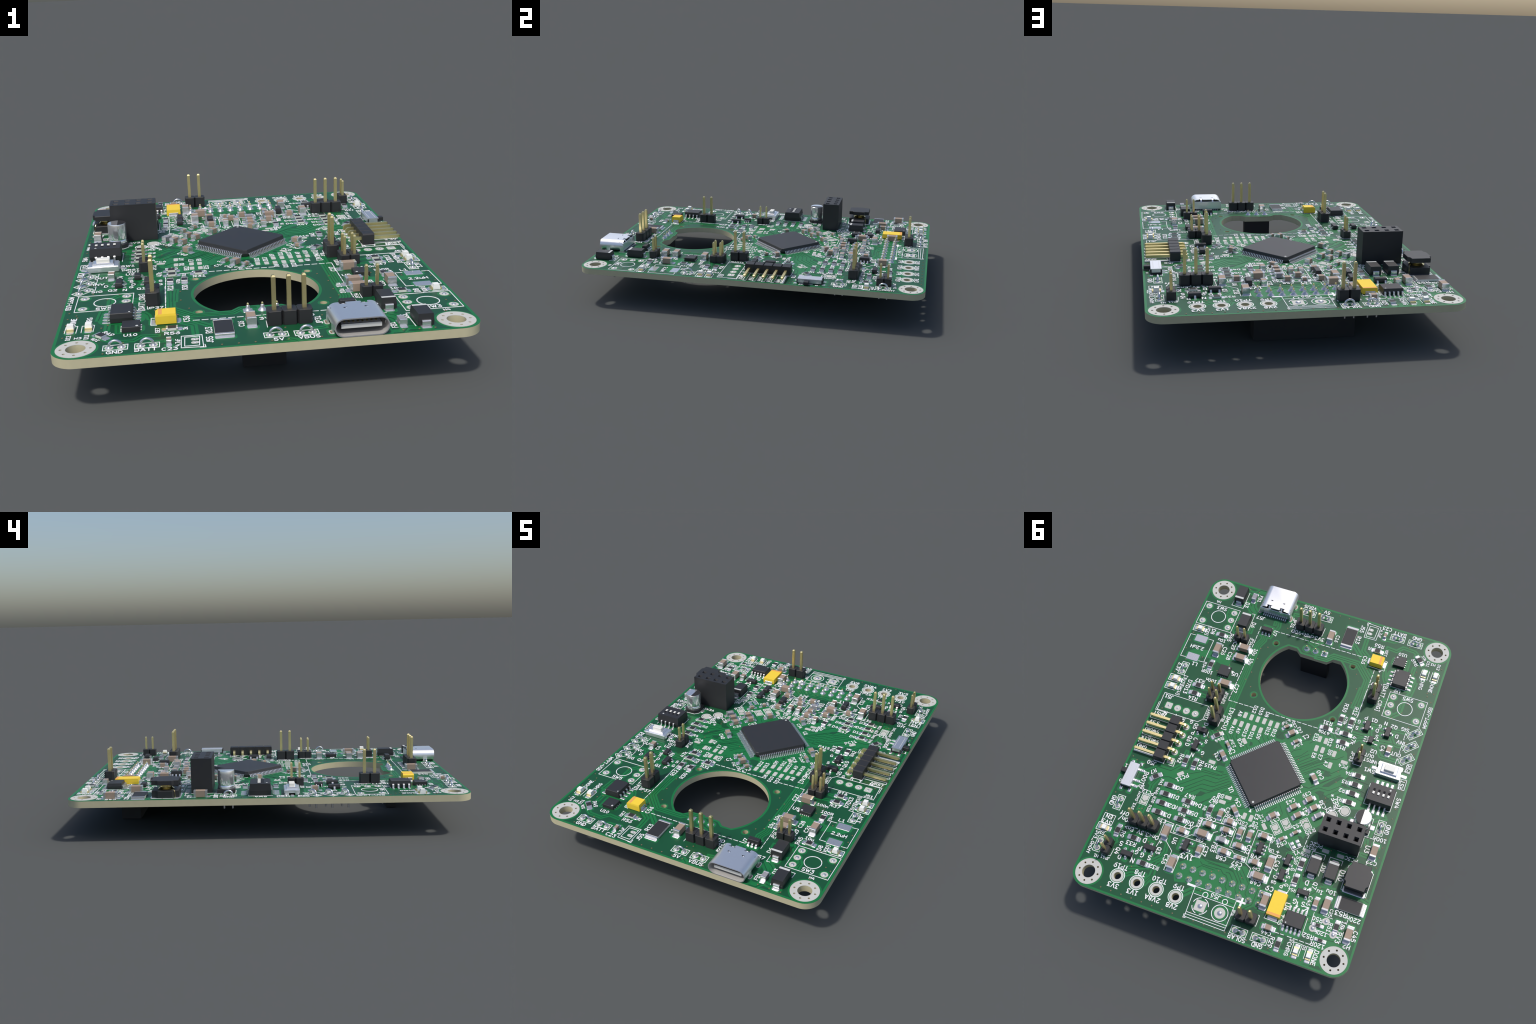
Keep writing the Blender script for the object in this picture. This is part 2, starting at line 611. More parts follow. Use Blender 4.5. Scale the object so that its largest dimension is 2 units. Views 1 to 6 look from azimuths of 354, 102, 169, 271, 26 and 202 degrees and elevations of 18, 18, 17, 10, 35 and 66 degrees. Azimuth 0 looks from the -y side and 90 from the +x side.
def pin_header(x, y, nx, ny, pitch):
    """First pin at x, y; nx pins towards -x and ny pins towards +y."""
    def housing():
        s = Shape()
        for i in range(nx):
            for j in range(ny):
                cell = housing_cell(pitch)
                if ny > nx:
                    cell = [turn(p, 90) for p in cell]
                s.prism([(a - i * pitch, b + j * pitch) for a, b in cell], 0.02, 2.54 if pitch > 2.2 else 2.0, BLACK, 0.06)
        return s
    o = place('pin_header', shared(('housing', nx, ny, pitch), housing), x, y, 0)
    for i in range(nx):
        for j in range(ny):
            place('pin', shared(('pin', pitch), lambda: pin_mesh(pitch)), -i * pitch, j * pitch, 0, o)
    return o


def test_loop(x, y, deg):
    """Bent wire hoop on two round pads inside a printed box."""
    def hoop():
        path = [(-1.0, 0, -3.0), (-1.0, 0, 0.15)]
        path += [(-math.cos(math.pi * k / 14), 0, 0.28 + 0.95 * math.sin(math.pi * k / 14)) for k in range(15)]
        path += [(1.0, 0, 0.15), (1.0, 0, -3.0)]
        return Shape().tube(path, 0.23, WIRE, 12)
    o = place('test_loop', shared('test_loop', hoop), x, y, deg)
    for sx in (-1, 1):
        place('round_pad', shared('loop_pad', lambda: Shape().prism(disc(0, 0, 0.72), -0.03, LAYER_PAD, PAD)), sx, 0, 0, o)
        place('solder_collar', shared('solder_collar', lambda: Shape().revolve(
            [(0.5, 0.045), (0.36, 0.12), (0.25, 0.3)], SOLDER, n=16)), sx, 0, 0, o)
        p = turn((sx, 0), deg)
        clear_round(x + p[0], y + p[1], 1.0)
    c = [turn(p, deg) for p in rect(0, 0, 3.9, 1.85)]
    c = [(x + a, y + b) for a, b in c]
    outline(c + [c[0]])


def bare_pad(x, y, deg):
    place('contact_pad', shared('contact_pad', lambda: Shape().prism(rounded(0, 0, 1.75, 0.95, 0.22), -0.03, LAYER_PAD, PAD)), x, y, deg)
    clear_rect(x, y, 2.5, 1.7, deg)


def solder_bridge(x, y, deg):
    """Two bare pads meeting in a chevron, framed."""
    def arrow():
        return Shape().prism([(-1.15, -0.75), (-0.05, -0.75), (0.45, 0), (-0.05, 0.75), (-1.15, 0.75)], -0.03, LAYER_PAD, PAD)

    def tail():
        return Shape().prism([(0.2, -0.75), (1.15, -0.75), (1.15, 0.75), (0.2, 0.75), (0.7, 0)], -0.03, LAYER_PAD, PAD)
    a = place('bridge_pad', shared('bridge_point', arrow), x, y, deg)
    place('bridge_pad', shared('bridge_notch', tail), x, y, deg)
    clear_rect(x, y, 3.1, 2.2, deg)
    c = [turn(p, deg) for p in rect(0, 0, 2.75, 1.95)]
    c = [(x + u, y + v) for u, v in c]
    outline(c + [c[0]])


def plated_hole(x, y, square=False, r=0.85, dome=0.42):
    """Empty plated hole filled by a small bead of solder."""
    poly = rounded(0, 0, 2 * r, 2 * r, 0.18) if square else disc(0, 0, r)
    o = place('plated_pad', shared(('plated_pad', square, r), lambda: Shape().prism(poly, -0.03, LAYER_PAD, PAD)), x, y, 0)
    bead = [(dome * math.cos(a), 0.052 + dome * 0.55 * math.sin(a)) for a in [math.pi / 2 * k / 6 for k in range(6)]] + [(0.01, 0.052 + dome * 0.55)]
    place('solder_bead', shared(('solder_bead', dome), lambda: Shape().revolve(bead, SOLDER, n=20, caps=(False, True))), 0, 0, 0, o)
    under = [(dome, -THICK), (dome, -THICK - 0.35), (dome * 0.8, -THICK - 0.7), (dome * 0.4, -THICK - 0.95), (0.02, -THICK - 1.0)]
    place('solder_drip', shared(('solder_drip', dome), lambda: Shape().revolve(under, SOLDER, n=16, caps=(False, True))), 0, 0, 0, o)
    clear_round(x, y, r + 0.38)


def joint(x, y, square=False):
    """Soldered through pin: shiny cone with the gilded tip standing out."""
    prof = [(0.84, 0.02), (0.80, 0.10), (0.55, 0.30), (0.38, 0.62), (0.33, 0.95), (0.18, 1.1)]

    def cone():
        s = Shape()
        if square:
            s.prism(rounded(0, 0, 1.7, 1.7, 0.12), -0.03, 0.1, SOLDER, 0.04)
        return s.revolve(prof, SOLDER, n=20)
    o = place('solder_joint', shared(('solder_joint', square), cone), x, y, 0)
    place('pin_tip', shared('pin_tip', lambda: Shape().loft(
        [[(p[0], p[1], 0.9) for p in rect(0, 0, 0.36, 0.36)], [(p[0], p[1], 1.3) for p in rect(0, 0, 0.36, 0.36)],
         [(p[0], p[1], 1.5) for p in rect(0, 0, 0.2, 0.2)]], GOLD)), 0, 0, 0, o)



# ------------------------------------------------------------------ placement
# --- chip capacitors: centre x, y (mm), turn, case size
chip('capacitor', 13.75, 26.7, 0, '0805')
chip('capacitor', 8.2, 23, 0, '0805')
chip('capacitor', 6.55, 19.45, 90, '0805')
chip('capacitor', 3.55, 20.6, 0, '0805')
chip('capacitor', 3.6, 22.95, 0, '0805')
chip('capacitor', 0.25, 22.3, 90, '0805')
chip('capacitor', -2.25, 22.25, 90, '0805')
chip('capacitor', 3.55, 17.35, 135, '0805')
chip('capacitor', -5.7, 15.5, 45, '0805')
chip('capacitor', -9.8, 11.6, 45, '0805')
chip('capacitor', -11.5, 13.35, 45, '0805')
chip('capacitor', -12.8, 8.45, 45, '0805')
chip('capacitor', -14.6, 10.2, 45, '0805')
chip('capacitor', -12.45, 17.75, 45, '0603')
chip('capacitor', -9.85, 20.4, 45, '0603')
chip('capacitor', -5.7, 21.25, 0, '0805')
chip('capacitor', -0.75, 25.65, 0, '0805')
chip('capacitor', 2.15, 28.2, 0, '0805')
chip('capacitor', -1.85, 28.4, 0, '0603')
chip('capacitor', 7.95, 29.9, 90, '0805')
chip('capacitor', 12.85, 35.1, 90, '1206')
chip('capacitor', -5.85, 28.2, 0, '0805')
chip('capacitor', -9.4, 27.2, 90, '1206')
chip('capacitor', -7.95, 31.2, 0, '1206')
chip('capacitor', -11.45, 36.25, 90, '1206')
chip('capacitor', -12, 2.6, 135, '0805')
chip('capacitor', -2.45, -7.45, 45, '0805')
chip('capacitor', -0.55, -8.85, 45, '0603')
chip('capacitor', -4.3, -5.65, 45, '0603')
chip('capacitor', 11.85, 1.15, 135, '0603')
chip('capacitor', 12, 4.3, 135, '0805')
chip('capacitor', 25.15, -24.55, 90, '1206')
chip('capacitor', 18.35, -27.25, 0, '1206')
chip('capacitor', 18.25, -24, 0, '1206')
chip('capacitor', 19.15, -15.25, 0, '1206')
chip('capacitor', -2.55, -38.6, 90, '1206')
chip('capacitor', 17.3, 28.25, 90, '1206')
chip('capacitor', 8.7, 25.8, 0, '1206')
chip('capacitor', -27.3, -11.15, 90, '0805')
chip('capacitor', -31.95, 16, 90, '1206')
chip('capacitor', -22.9, 32.65, 90, '0805')
chip('capacitor', -25.4, 32.2, 90, '1206')
chip('capacitor', -32.4, 37.1, 90, '1206')
chip('capacitor', -14.4, 41.85, 0, '0805')
chip('capacitor', -16.3, -44.1, 90, '0603')
# --- ferrite beads
chip('bead', 21.75, -43.85, 90, '0805')
chip('bead', 3.7, 25.6, 0, '0805')
chip('bead', -16.3, 11.8, 45, '0805')
# --- chip resistors
chip('resistor', 25.9, -29.45, 0, '0805')
chip('resistor', 25.15, -19.65, 90, '0805')
chip('resistor', 25.85, -12.6, 0, '0805')
chip('resistor', 25.9, -10.05, 0, '0805')
chip('resistor', 15.55, -0.55, 45, '0805')
chip('resistor', 20.4, 8.9, 90, '0805')
chip('resistor', 17.9, 8.95, 90, '0805')
chip('resistor', 25.8, 15.5, 45, '0805')
chip('resistor', 21.4, 16.55, 0, '0805')
chip('resistor', 21.45, 19.05, 0, '0805')
chip('resistor', 21.4, 21.55, 0, '0805')
chip('resistor', 21.4, 24.1, 0, '0805')
chip('resistor', 15.45, 19.05, 0, '0805')
chip('resistor', 15.4, 21.6, 0, '0805')
chip('resistor', 15.45, 24.1, 0, '0805')
chip('resistor', 28.75, 31.85, 90, '0805')
chip('resistor', 9.45, 19.3, 90, '0805')
chip('resistor', 24.2, 32.35, 0, '0805')
chip('resistor', 19.45, 37.55, 0, '0805')
chip('resistor', -10.2, -11.95, 0, '0805')
chip('resistor', -13.1, -15.6, 90, '0805')
chip('resistor', -15.85, -15.65, 90, '0805')
chip('resistor', -15.5, -12, 0, '0805')
chip('resistor', -15.55, -9.4, 0, '0805')
chip('resistor', -22.2, 5.75, 0, '0805')
chip('resistor', -22.25, 3.2, 0, '0805')
chip('resistor', -22.2, 0.7, 0, '0805')
chip('resistor', -22.2, -1.85, 0, '0805')
chip('resistor', -25, 37.35, 0, '0603')
chip('resistor', -26.65, 40.5, 0, '0603')
chip('resistor', -29.2, 36.3, 90, '0805')
chip('resistor', -16.55, 24.7, 90, '0805')
chip('resistor', -16.5, 28.9, 90, '0805')
chip('resistor', -17.8, 44.7, 90, '0805')
chip('resistor', -7.3, -40.35, 90, '2512')
chip('resistor', -30.75, 30.55, 0, '2512')
chip('resistor', -15.75, -38.75, 0, '0805')
chip('resistor', -27.3, -39.7, 135, '0805')
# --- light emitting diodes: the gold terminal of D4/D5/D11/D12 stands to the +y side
led(32.25, -29.45, 0)
led(32.3, -12.6, 0)
led(32.3, -10.1, 0)
led(32.15, 32.3, 0)
led(-22.2, 44.75, 90)
led(-25.35, 44.75, 90)
led(-29.6, -35.8, 90)
led(-32.6, -35.9, 90)
# --- power diodes in moulded bodies
power_diode(25.3, -43.2, 90)
power_diode(21.35, -35.2, -90)
power_diode(-19.6, 24.25, -90)
power_diode(-24, 24.2, -90)
# --- small transistors and regulators: sot(x, y, turn, leads left, leads right)
sot(19.65, -0.4, 180, 2, 1)
sot(19.7, 4.1, 90, 1, 2)
sot(19.45, 33.4, 180, 2, 1)
sot(24.1, 36.65, 0, 2, 1)
sot(11.45, 29.85, -90, 2, 3)
sot(-5.8, 24.5, 90, 2, 3)
sot(-13.15, 24.95, 90, 1, 2)
sot(-13, 28.95, 90, 1, 2)
sot(-19.25, 31.25, 180, 2, 1)
sot(-20.1, -15.9, -90, 1, 2)
sot(-25.6, -15.9, -90, 1, 2)
sot(14.65, -34.75, 180, 3, 3)
tiny_logic(-22.15, -12.4)
# --- integrated circuits
controller(-0.05, 5.65)
soic(-19.55, 38.2, 180, 4.7, 3.7, 1.5, 5, 1.0, 0.4)  # charger
soic(-24.25, -31.95, 90, 4.9, 3.9, 1.75, 4, 1.27, 0.42)
flat_package(-22.5, -37.2, 90, 4)
flat_package(20.85, -18.9, 0, 5)
# --- wire test loops
test_loop(31.6, 25, 90)
test_loop(31.65, 36.6, 90)
test_loop(31.7, -16.25, 90)
test_loop(5.85, -44.3, 0)
test_loop(0.9, -44.2, 0)
test_loop(-19.75, -44.45, 0)
test_loop(-24.75, -44.3, 0)
test_loop(-32.2, -17.95, 45)
test_loop(-32.2, -14.15, 45)
test_loop(-32.2, -10.35, 45)
test_loop(-31.6, 9.5, 90)
test_loop(-8.25, 44.95, 0)
test_loop(-13.3, 44.95, 0)
# --- bare contact pads, rounded
bare_pad(10.85, -8.5, 90)
bare_pad(9.1, -8.45, 90)
bare_pad(7.35, -8.45, 90)
bare_pad(5.55, -8.5, 90)
bare_pad(3.8, -8.45, 90)
bare_pad(2, -8.45, 90)
bare_pad(12.7, -5.7, 90)
bare_pad(10.9, -5.7, 90)
bare_pad(9.15, -5.7, 90)
bare_pad(7.35, -5.7, 90)
bare_pad(5.55, -5.65, 90)
bare_pad(8.35, -1.4, 135)
bare_pad(13.95, 6.95, 0)
bare_pad(20.25, 12.65, 45)
bare_pad(6.45, 14.65, 0)
bare_pad(7.45, 16.2, 0)
bare_pad(0.9, 17.85, 90)
bare_pad(-0.85, 17.85, 90)
bare_pad(-4.7, 18.75, 135)
bare_pad(-9.7, -8.5, 90)
bare_pad(-11.4, -8.45, 90)
bare_pad(-9.75, -5.7, 90)
bare_pad(-11.4, -5.7, 90)
bare_pad(-14.55, -5.7, 90)
bare_pad(-14.55, -2.3, 90)
bare_pad(-17.7, -4.3, 0)
bare_pad(-16.65, 21.1, 0)
bare_pad(-20.9, 19.6, 0)
bare_pad(-24.7, 19.65, 0)
# --- solder bridges
solder_bridge(-7.65, 18.35, 135)
solder_bridge(-9.55, 16.35, 135)
solder_bridge(-14.1, 14.7, -45)
solder_bridge(25.95, 22.15, 90)
# --- printed labels: text, centre, turn, letter height
label('H4', 30.85, -39.5, 0, .8)
label('SW3', 29.15, -37.7, 0, 1)
label('D3', 23, -41.05, 90, 1)
label('FB1', 20.25, -44.2, 90, .9)
label('J57', 17.85, -38.35, 0, 1)
label('D6', 18.95, -35.4, 90, 1)
label('VBUS', 6, -46.15, 0, 1)
label('5V', 1.1, -46.15, 0, 1)
label('JP31', 8.65, -39.7, 90, 1)
label('U7', 12.4, -34.9, 90, 1)
label('3V3<PIR>VDD', 3.7, -37.25, 0, 1)
label('D8', 28.6, -29.7, 90, 1)
label('[VDD]', 30.05, -29.6, 90, .85)
label('R45', 23.4, -29.5, 90, 1)
label('10u', 25.3, -27.85, 0, .9)
label('C29', 21.5, -27.3, 90, 1)
label('C26', 23.45, -24.9, 90, 1)
label('C28', 21.55, -23.9, 90, 1)
label('JP34', 17.45, -30.2, 90, .8)
label('10u', 15.35, -27.3, 90, .9)
label('10u', 15.35, -24.15, 90, .9)
label('C16', -4.25, -38.85, 90, .9)
label('2.2uH', 30.8, -23.55, 0, 1)
label('R34', 26.8, -19.05, 90, .8)
label('100R', 25.35, -17.35, 0, .9)
label('L1', 29.45, -18.45, 0, 1)
label('U5', 18, -19.05, 0, 1)
label('100n', 23.25, -15.15, 0, .9)
label('R37', 26, -14.1, 0, 1)
label('C27', 16.1, -15.1, 90, 1)
label('R14', 25.8, -8.55, 0, 1)
label('3.3V', 33.15, -16.25, 90, .9)
label('D7D13', 28.45, -11.3, 90, 1)
label('[3V3][MCU]', 30.1, -11.2, 90, .85)
label('J51', 31.9, -6.85, 0, 1)
label('USART1', 20.2, -5.6, 90, .85)
label('JP19JP3', 17.75, -11.5, 90, .7)
label('[3V3MCU]', 14.7, -5.95, 90, 1)
label('JP38', 15.9, -5.7, 90, .7)
label('NRST', 32.2, -1.3, 0, .9)
label('G', 23.35, -1.9, 0, 1)
label('R', 25.65, -1.8, 0, 1)
label('T', 27.95, -2.15, 0, 1)
label('M', 30.85, -2.05, 0, 1)
label('3.3V', 32.4, 1.35, 0, .9)
label('SWDIO', 32.05, 3.8, 0, .9)
label('SWDCLK', 31.55, 6.4, 0, .9)
label('GND', 32.7, 8.9, 0, .9)
label('J50', 28.4, 12.35, 0, 1)
label('Q5', 21.85, -1.1, 90, 1)
label('D', 19.5, -2.5, 90, 1)
label('P', 21.85, 0.85, 0, 1)
label('G', 20.45, 2.35, 90, 1)
label('Q6', 21.95, 2.8, 90, 1)
label('D', 21.85, 4.55, 90, 1)
label('S', 17.6, 2.1, 0, 1)
label('N', 19.5, 6.8, 0, 1)
label('G', 17.2, 5.45, 0, 1)
label('R42', 21.9, 8.75, 90, 1)
label('R43', 16.4, 8.8, 90, 1)
label('R44', 14.6, 0.4, 45, .9)
label('C2', 10.25, 2.55, 45, 1)
label('2.2uF', 11, 0.2, -45, .8)
label('C31', 13.25, 5, -45, 1)
label('PC8', 9.15, -0.65, -45, .9)
label('PA15', 13.9, 8.25, 0, .9)
label('R7', 27, 14.35, 45, .9)
label('PC11', 19.4, 13.5, 45, 1)
label('BOOT0', 28.4, 17.35, 90, 1)
label('1', 34.2, 15.25, 0, .9)
label('R41', 23.9, 16.45, 90, .8)
label('R40', 23.95, 19, 90, .8)
label('R39', 23.85, 21.5, 90, .8)
label('R38', 23.95, 24, 90, .8)
label('D0', 18.85, 16.5, 0, 1)
label('D1', 18.85, 19, 0, 1)
label('D2', 18.85, 21.55, 0, 1)
label('D3', 18.9, 24.15, 0, 1)
label('R47', 15.6, 17.5, 0, 1)
label('D4', 12.75, 19.05, 0, 1)
label('R46', 15.55, 20.2, 0, .8)
label('2k', 17.75, 21.5, 90, .8)
label('D5', 12.75, 21.55, 0, 1)
label('R48', 15.6, 22.7, 0, .8)
label('D6', 12.8, 24.15, 0, 1)
label('B8', 8.45, 14.8, 0, 1)
label('B9', 9.4, 15.95, 0, 1)
label('4k7', 9.5, 16.9, 0, .9)
label('R8', 10.95, 19.25, 90, .8)
label('C59', 8.4, 21.35, 0, 1)
label('2V8A', 10.75, 23.1, -90, .8)
label('C7', 13.05, 25.15, 0, 1)
label('C35', 19.65, 25.85, 0, .9)
label('C5', 5.3, 17.85, 90, .9)
label('C50', 8.9, 27.3, 0, .8)
label('C6', 3.85, 24.1, 0, .9)
label('PC12', 25.9, 20.1, 0, .9)
label('3V3_OnOff_EN', 27.8, 22.25, -90, .75)
label('GND', 33.35, 25, 90, 1)
label('On/', 28.75, 28.65, 0, 1)
label('Off', 29.05, 27.25, 0, 1)
label('On<3.3V_En>', 23.05, 30.45, 0, 1)
label('0', 33.9, 19.4, 0, .8)
label('3V3', 32.3, 30.75, 0, .9)
label('R9', 27.3, 32.35, 90, 1)
label('R33', 24.3, 33.85, 0, 1)
label('D1', 32.2, 33.85, 0, .8)
label('3V3_OnOff', 33.3, 36.6, 90, .85)
label('H1', 31, 39.6, 0, .8)
label('JP41', 28.75, 39.3, 0, .8)
label('S', 26.55, 34.7, 0, 1.1)
label('D', 21.5, 32, 0, 1.1)
label('Q4', 26.65, 36.7, 90, 1)
label('P', 21.8, 34.2, 0, 1.1)
label('G', 22.1, 35.45, 0, 1)
label('G', 20.55, 35.65, 0, 1.1)
label('S', 18.6, 35.7, 0, 1.1)
label('D', 25.55, 37.95, 0, 1)
label('N', 22.2, 37.7, 0, 1.1)
label('Q3', 17.25, 33.25, 90, 1)
label('+', 17.6, 31.2, 0, 1)
label('U6', 14.55, 29.65, 90, 1)
label('1V3', 10.2, 32.4, 0, 1.1)
label('C37', 6.55, 29.55, 90, 1)
label('C36', 14.9, 34.7, 90, 1)
label('R32', 16.55, 37.45, 0, .9)
label('TP19', 24.15, 40, 0, 1)
label('TP8', 19.1, 39.95, 0, 1)
label('TP10', 14, 39.95, 0, 1)
label('TP9', 8.95, 39.95, 0, 1)
label('3V3', 24, 44.85, 0, 1)
label('1V3', 19, 44.85, 0, 1)
label('2V8A', 13.85, 44.7, 0, 1)
label('2V8', 8.85, 44.75, 0, 1)
label('J56', -0.05, 39.15, 0, 1)
label('C58', 2.25, 29.85, 0, 1)
label('FB3', 5, 27.9, 90, 1)
label('C57', -1.85, 29.9, 0, 1)
label('4.7uF', -1.8, 30.95, 0, .8)
label('2V8', -5.5, 26.75, 0, .9)
label('C49', -6.7, 29.45, 0, .8)
label('C48', -7.75, 32.8, 0, 1)
label('C47', -10.95, 27.1, 90, 1)
label('C9', -11.4, 32.95, 0, 1.1)
label('U8', -8.5, 23.9, 0, .8)
label('C62', -3.1, 25.65, 90, .9)
label('C61', 0.4, 19.65, 0, .85)
label('C8', -2.3, 18.75, 0, .85)
label('15pF', -2.2, 19.7, 0, .8)
label('E2', 1.95, 18.75, 90, .9)
label('E3', -2.05, 17.05, 90, .9)
label('PC', -3.9, 17.45, 45, .8)
label('13', -3.1, 16.6, 45, .8)
label('C60', 4.35, 19.1, 0, .85)
label('C34', 3.7, 15.05, -45, .9)
label('U1', 6.65, 12.35, -45, 1)
label('C33', -6.6, 16.3, 45, .9)
label('C43', -8.5, 10.3, 45, .9)
label('C39', -11.65, 7.2, 45, .9)
label('C41', -13, 11.55, -45, .9)
label('C53', -12.25, 15.8, 45, .9)
label('R35', -15.75, 16.15, 45, 1)
label('C52', -10.25, 21.5, 45, 1)
label('22n', -7.95, 21.3, 90, .8)
label('Y1', -14.4, 22.4, 45, 1)
label('C38', -16.25, 8.4, -45, .9)
label('FB2', -18.45, 9, 45, 1)
label('VREF+', -19.15, 6.8, -45, 1.1)
label('+', -10.1, 23.85, 0, 1)
label('D', -10.8, 24.75, 90, .9)
label('S', -15.3, 23.45, 90, .9)
label('Q9', -15, 24.7, 90, .8)
label('G', -14.95, 26.65, 90, .9)
label('P', -13.85, 27.1, 0, 1)
label('D', -11.7, 29.85, 90, .9)
label('S', -14.55, 28.8, 90, .9)
label('Q8', -11.75, 31.15, 0, .8)
label('P', -13.8, 31.35, 0, 1)
label('G', -14.85, 30.8, 90, .9)
label('R54', -16.5, 31.4, 0, .8)
label('R55', -16.65, 22.2, 0, .8)
label('PC14', -17.3, 20.05, 0, .8)
label('PC2C', -18.25, 18.9, 0, .9)
label('PC3C', -27.35, 19.55, 0, .9)
label('D9', -21.75, 24.1, 90, 1)
label('D10', -26.45, 24.15, 90, 1.1)
label('D', -19.25, 28.6, 0, 1.1)
label('Q7', -21.25, 28.65, 90, 1)
label('P', -20.25, 30, 0, 1.1)
label('1u', -22.85, 29.75, 0, 1)
label('10u', -25.4, 28.85, 0, 1)
label('G', -18.05, 33.8, 0, 1.1)
label('S', -20.15, 33.8, 0, 1.1)
label('C46', -21.3, 32.55, 90, .9)
label('U4', -16.75, 35.65, 90, 1.1)
label('C55', -16.5, 39.15, 90, .9)
label('R50', -24.5, 36.05, 0, 1)
label('C25', -26.95, 33.55, 90, .8)
label('R53', -29.2, 32.95, 0, 1.1)
label('220n', -32.4, 33.35, 0, 1)
label('R51', -27.75, 36.9, 90, .9)
label('18k', -30.5, 35.5, 90, .9)
label('C45', -33.8, 36.95, 90, 1)
label('RV3', -30.4, 38.45, 90, 1)
label('120k', -26.2, 38.85, 0, .9)
label('R52', -23.75, 40.5, 0, 1)
label('120R', -26.35, 41.75, 0, 1)
label('H2', -32.8, 39.8, 0, 1)
label('C44', -14.3, 43.1, 0, .9)
label('R29', -16.15, 44.7, 90, 1)
label('D4', -20.5, 42.75, 0, .7)
label('CHRG', -20.3, 44.85, 90, .9)
label('DONE', -26.8, 44.7, 90, 1)
label('D5', -23.75, 43.35, 90, .7)
label('SOLAR', -8.3, 46.6, 0, 1)
label('GND', -13.35, 46.55, 0, 1)
label('JP4', -5.4, 41.2, 90, .8)
label('U3', -30.2, 15.8, 90, 1.1)
label('100n', -32.3, 12.45, 0, 1)
label('GND', -33.35, 9.35, -90, 1)
label('C22', -32.15, 18.65, 0, 1)
label('SW4', -33.6, 1.85, 90, 1)
label('R4', -19.65, -1.8, 0, .9)
label('R3', -19.55, 0.7, 0, .9)
label('R2', -19.55, 3.2, 0, .9)
label('R1', -19.65, 5.65, 0, .9)
label('C40', -13.1, 1.05, -45, 1)
label('SW1', -24.4, -4.3, 0, 1)
label('RST', -33.15, -3.2, -90, 1)
label('PIR', -33.35, -8.05, -90, 1)
label('NRST', -23.55, -6.95, 0, .9)
label('OUT', -23.1, -8.3, 0, .9)
label('JP33', -19.05, -6.55, 90, .9)
label('U2', -23.75, -9.7, 0, 1)
label('R30', -13.1, -19.3, 90, 1)
label('R12', -15.85, -19.25, 90, 1)
label('470k', -14.3, -15.75, 90, .8)
label('R31', -10.15, -13.55, 0, 1)
label('470k', -10.05, -10.7, 0, .9)
label('R16', -13.15, -12.2, 90, .8)
label('47k', -17.95, -11, 90, 1)
label('R10', -15.5, -8.05, 0, 1)
label('E15', -8.55, -8.55, 90, .9)
label('B12', -12.55, -8.45, 90, .9)
label('E8', -9.8, -3.55, 90, .9)
label('E7', -11.45, -3.6, 90, .9)
label('B0', -13.4, -5.7, 90, .9)
label('A7', -13.4, -2.35, 90, .9)
label('PC4', -17.75, -3.15, 0, .9)
label('G', -17.7, -16.65, 0, 1)
label('P', -19.1, -18.35, 0, 1)
label('Q1', -21.35, -18.3, 0, 1)
label('S', -17.7, -14.75, 0, 1)
label('D', -22.85, -15.75, 0, 1)
label('N', -24.4, -18.45, 0, 1)
label('G', -23.25, -17.15, 0, 1)
label('Q2', -26.7, -18.2, 0, 1)
label('S', -23.3, -14.05, 0, 1)
label('D', -28.05, -15.8, 0, 1)
label('SIG', -29.6, -18.4, 0, 1)
label('INV', -29.55, -14.45, 0, 1)
label('OUT', -29.3, -10.85, 0, 1)
label('C4', -25.65, -11.3, 90, 1)
label('MPPT-USB', -34.05, -23.65, -90, .9)
label('SW5', -27.75, -27.15, 0, 1)
label('[BATT_CRG]', -21.05, -25.45, 90, 1)
label('U9', -24.3, -28.7, 0, 1)
label('U10', -22.55, -39.9, 0, .9)
label('C56', -13.25, -34.9, 90, 1)
label('+', -18.2, -32.85, 0, 1)
label('R56', -15.75, -40.5, 0, 1)
label('2k', -13.55, -38.9, 90, .8)
label('ISET', -18.15, -38.9, 90, .8)
label('R49', -26.2, -38.7, -45, .9)
label('10k', -28.25, -40.8, 135, .8)
label('D11', -29.7, -39.4, 90, .8)
label('D12', -32.65, -39.3, 90, .8)
label('H3', -31.05, -39.65, 0, .8)
label('CHRG', -29.8, -32.75, 90, .9)
label('DONE', -32.5, -32.7, 90, .9)
label('J55', -9.8, -44.2, 90, 1)
label('C23', -16.2, -46.5, 0, 1)
label('4.7uF', -14.9, -44.35, 90, .8)
label('BATT', -19.95, -46.05, 0, 1)
label('GND', -24.8, -46.15, 0, 1)
label('R13', -9.75, -40.45, 90, 1)
label('C42', -4.05, -9.2, -45, .8)
label('C30', -2.15, -10.25, -45, .8)
label('4.7uF', 0.15, -10.1, 45, .8)
label('C1', -6.15, -7.85, 45, 1)
label('2.2uF', -5, -4.85, 45, .8)
label('D12', 9.05, -10.9, 90, .9)
label('D10', 7.3, -10.95, 90, .9)
label('D8', 5.55, -10.55, 90, .9)
label('A8', 12.25, -8.45, 90, .9)
label('A10', 12.65, -3.3, 90, .9)
label('A9', 10.95, -3.6, 90, .9)
label('D13', 9.1, -3.6, 90, .9)
label('D11', 7.35, -3.35, 90, .9)
label('D9', 5.45, -3.75, 90, .9)
label('B13', 3.75, -6.1, 90, .9)
label('B12', 2.05, -6.1, 90, .9)
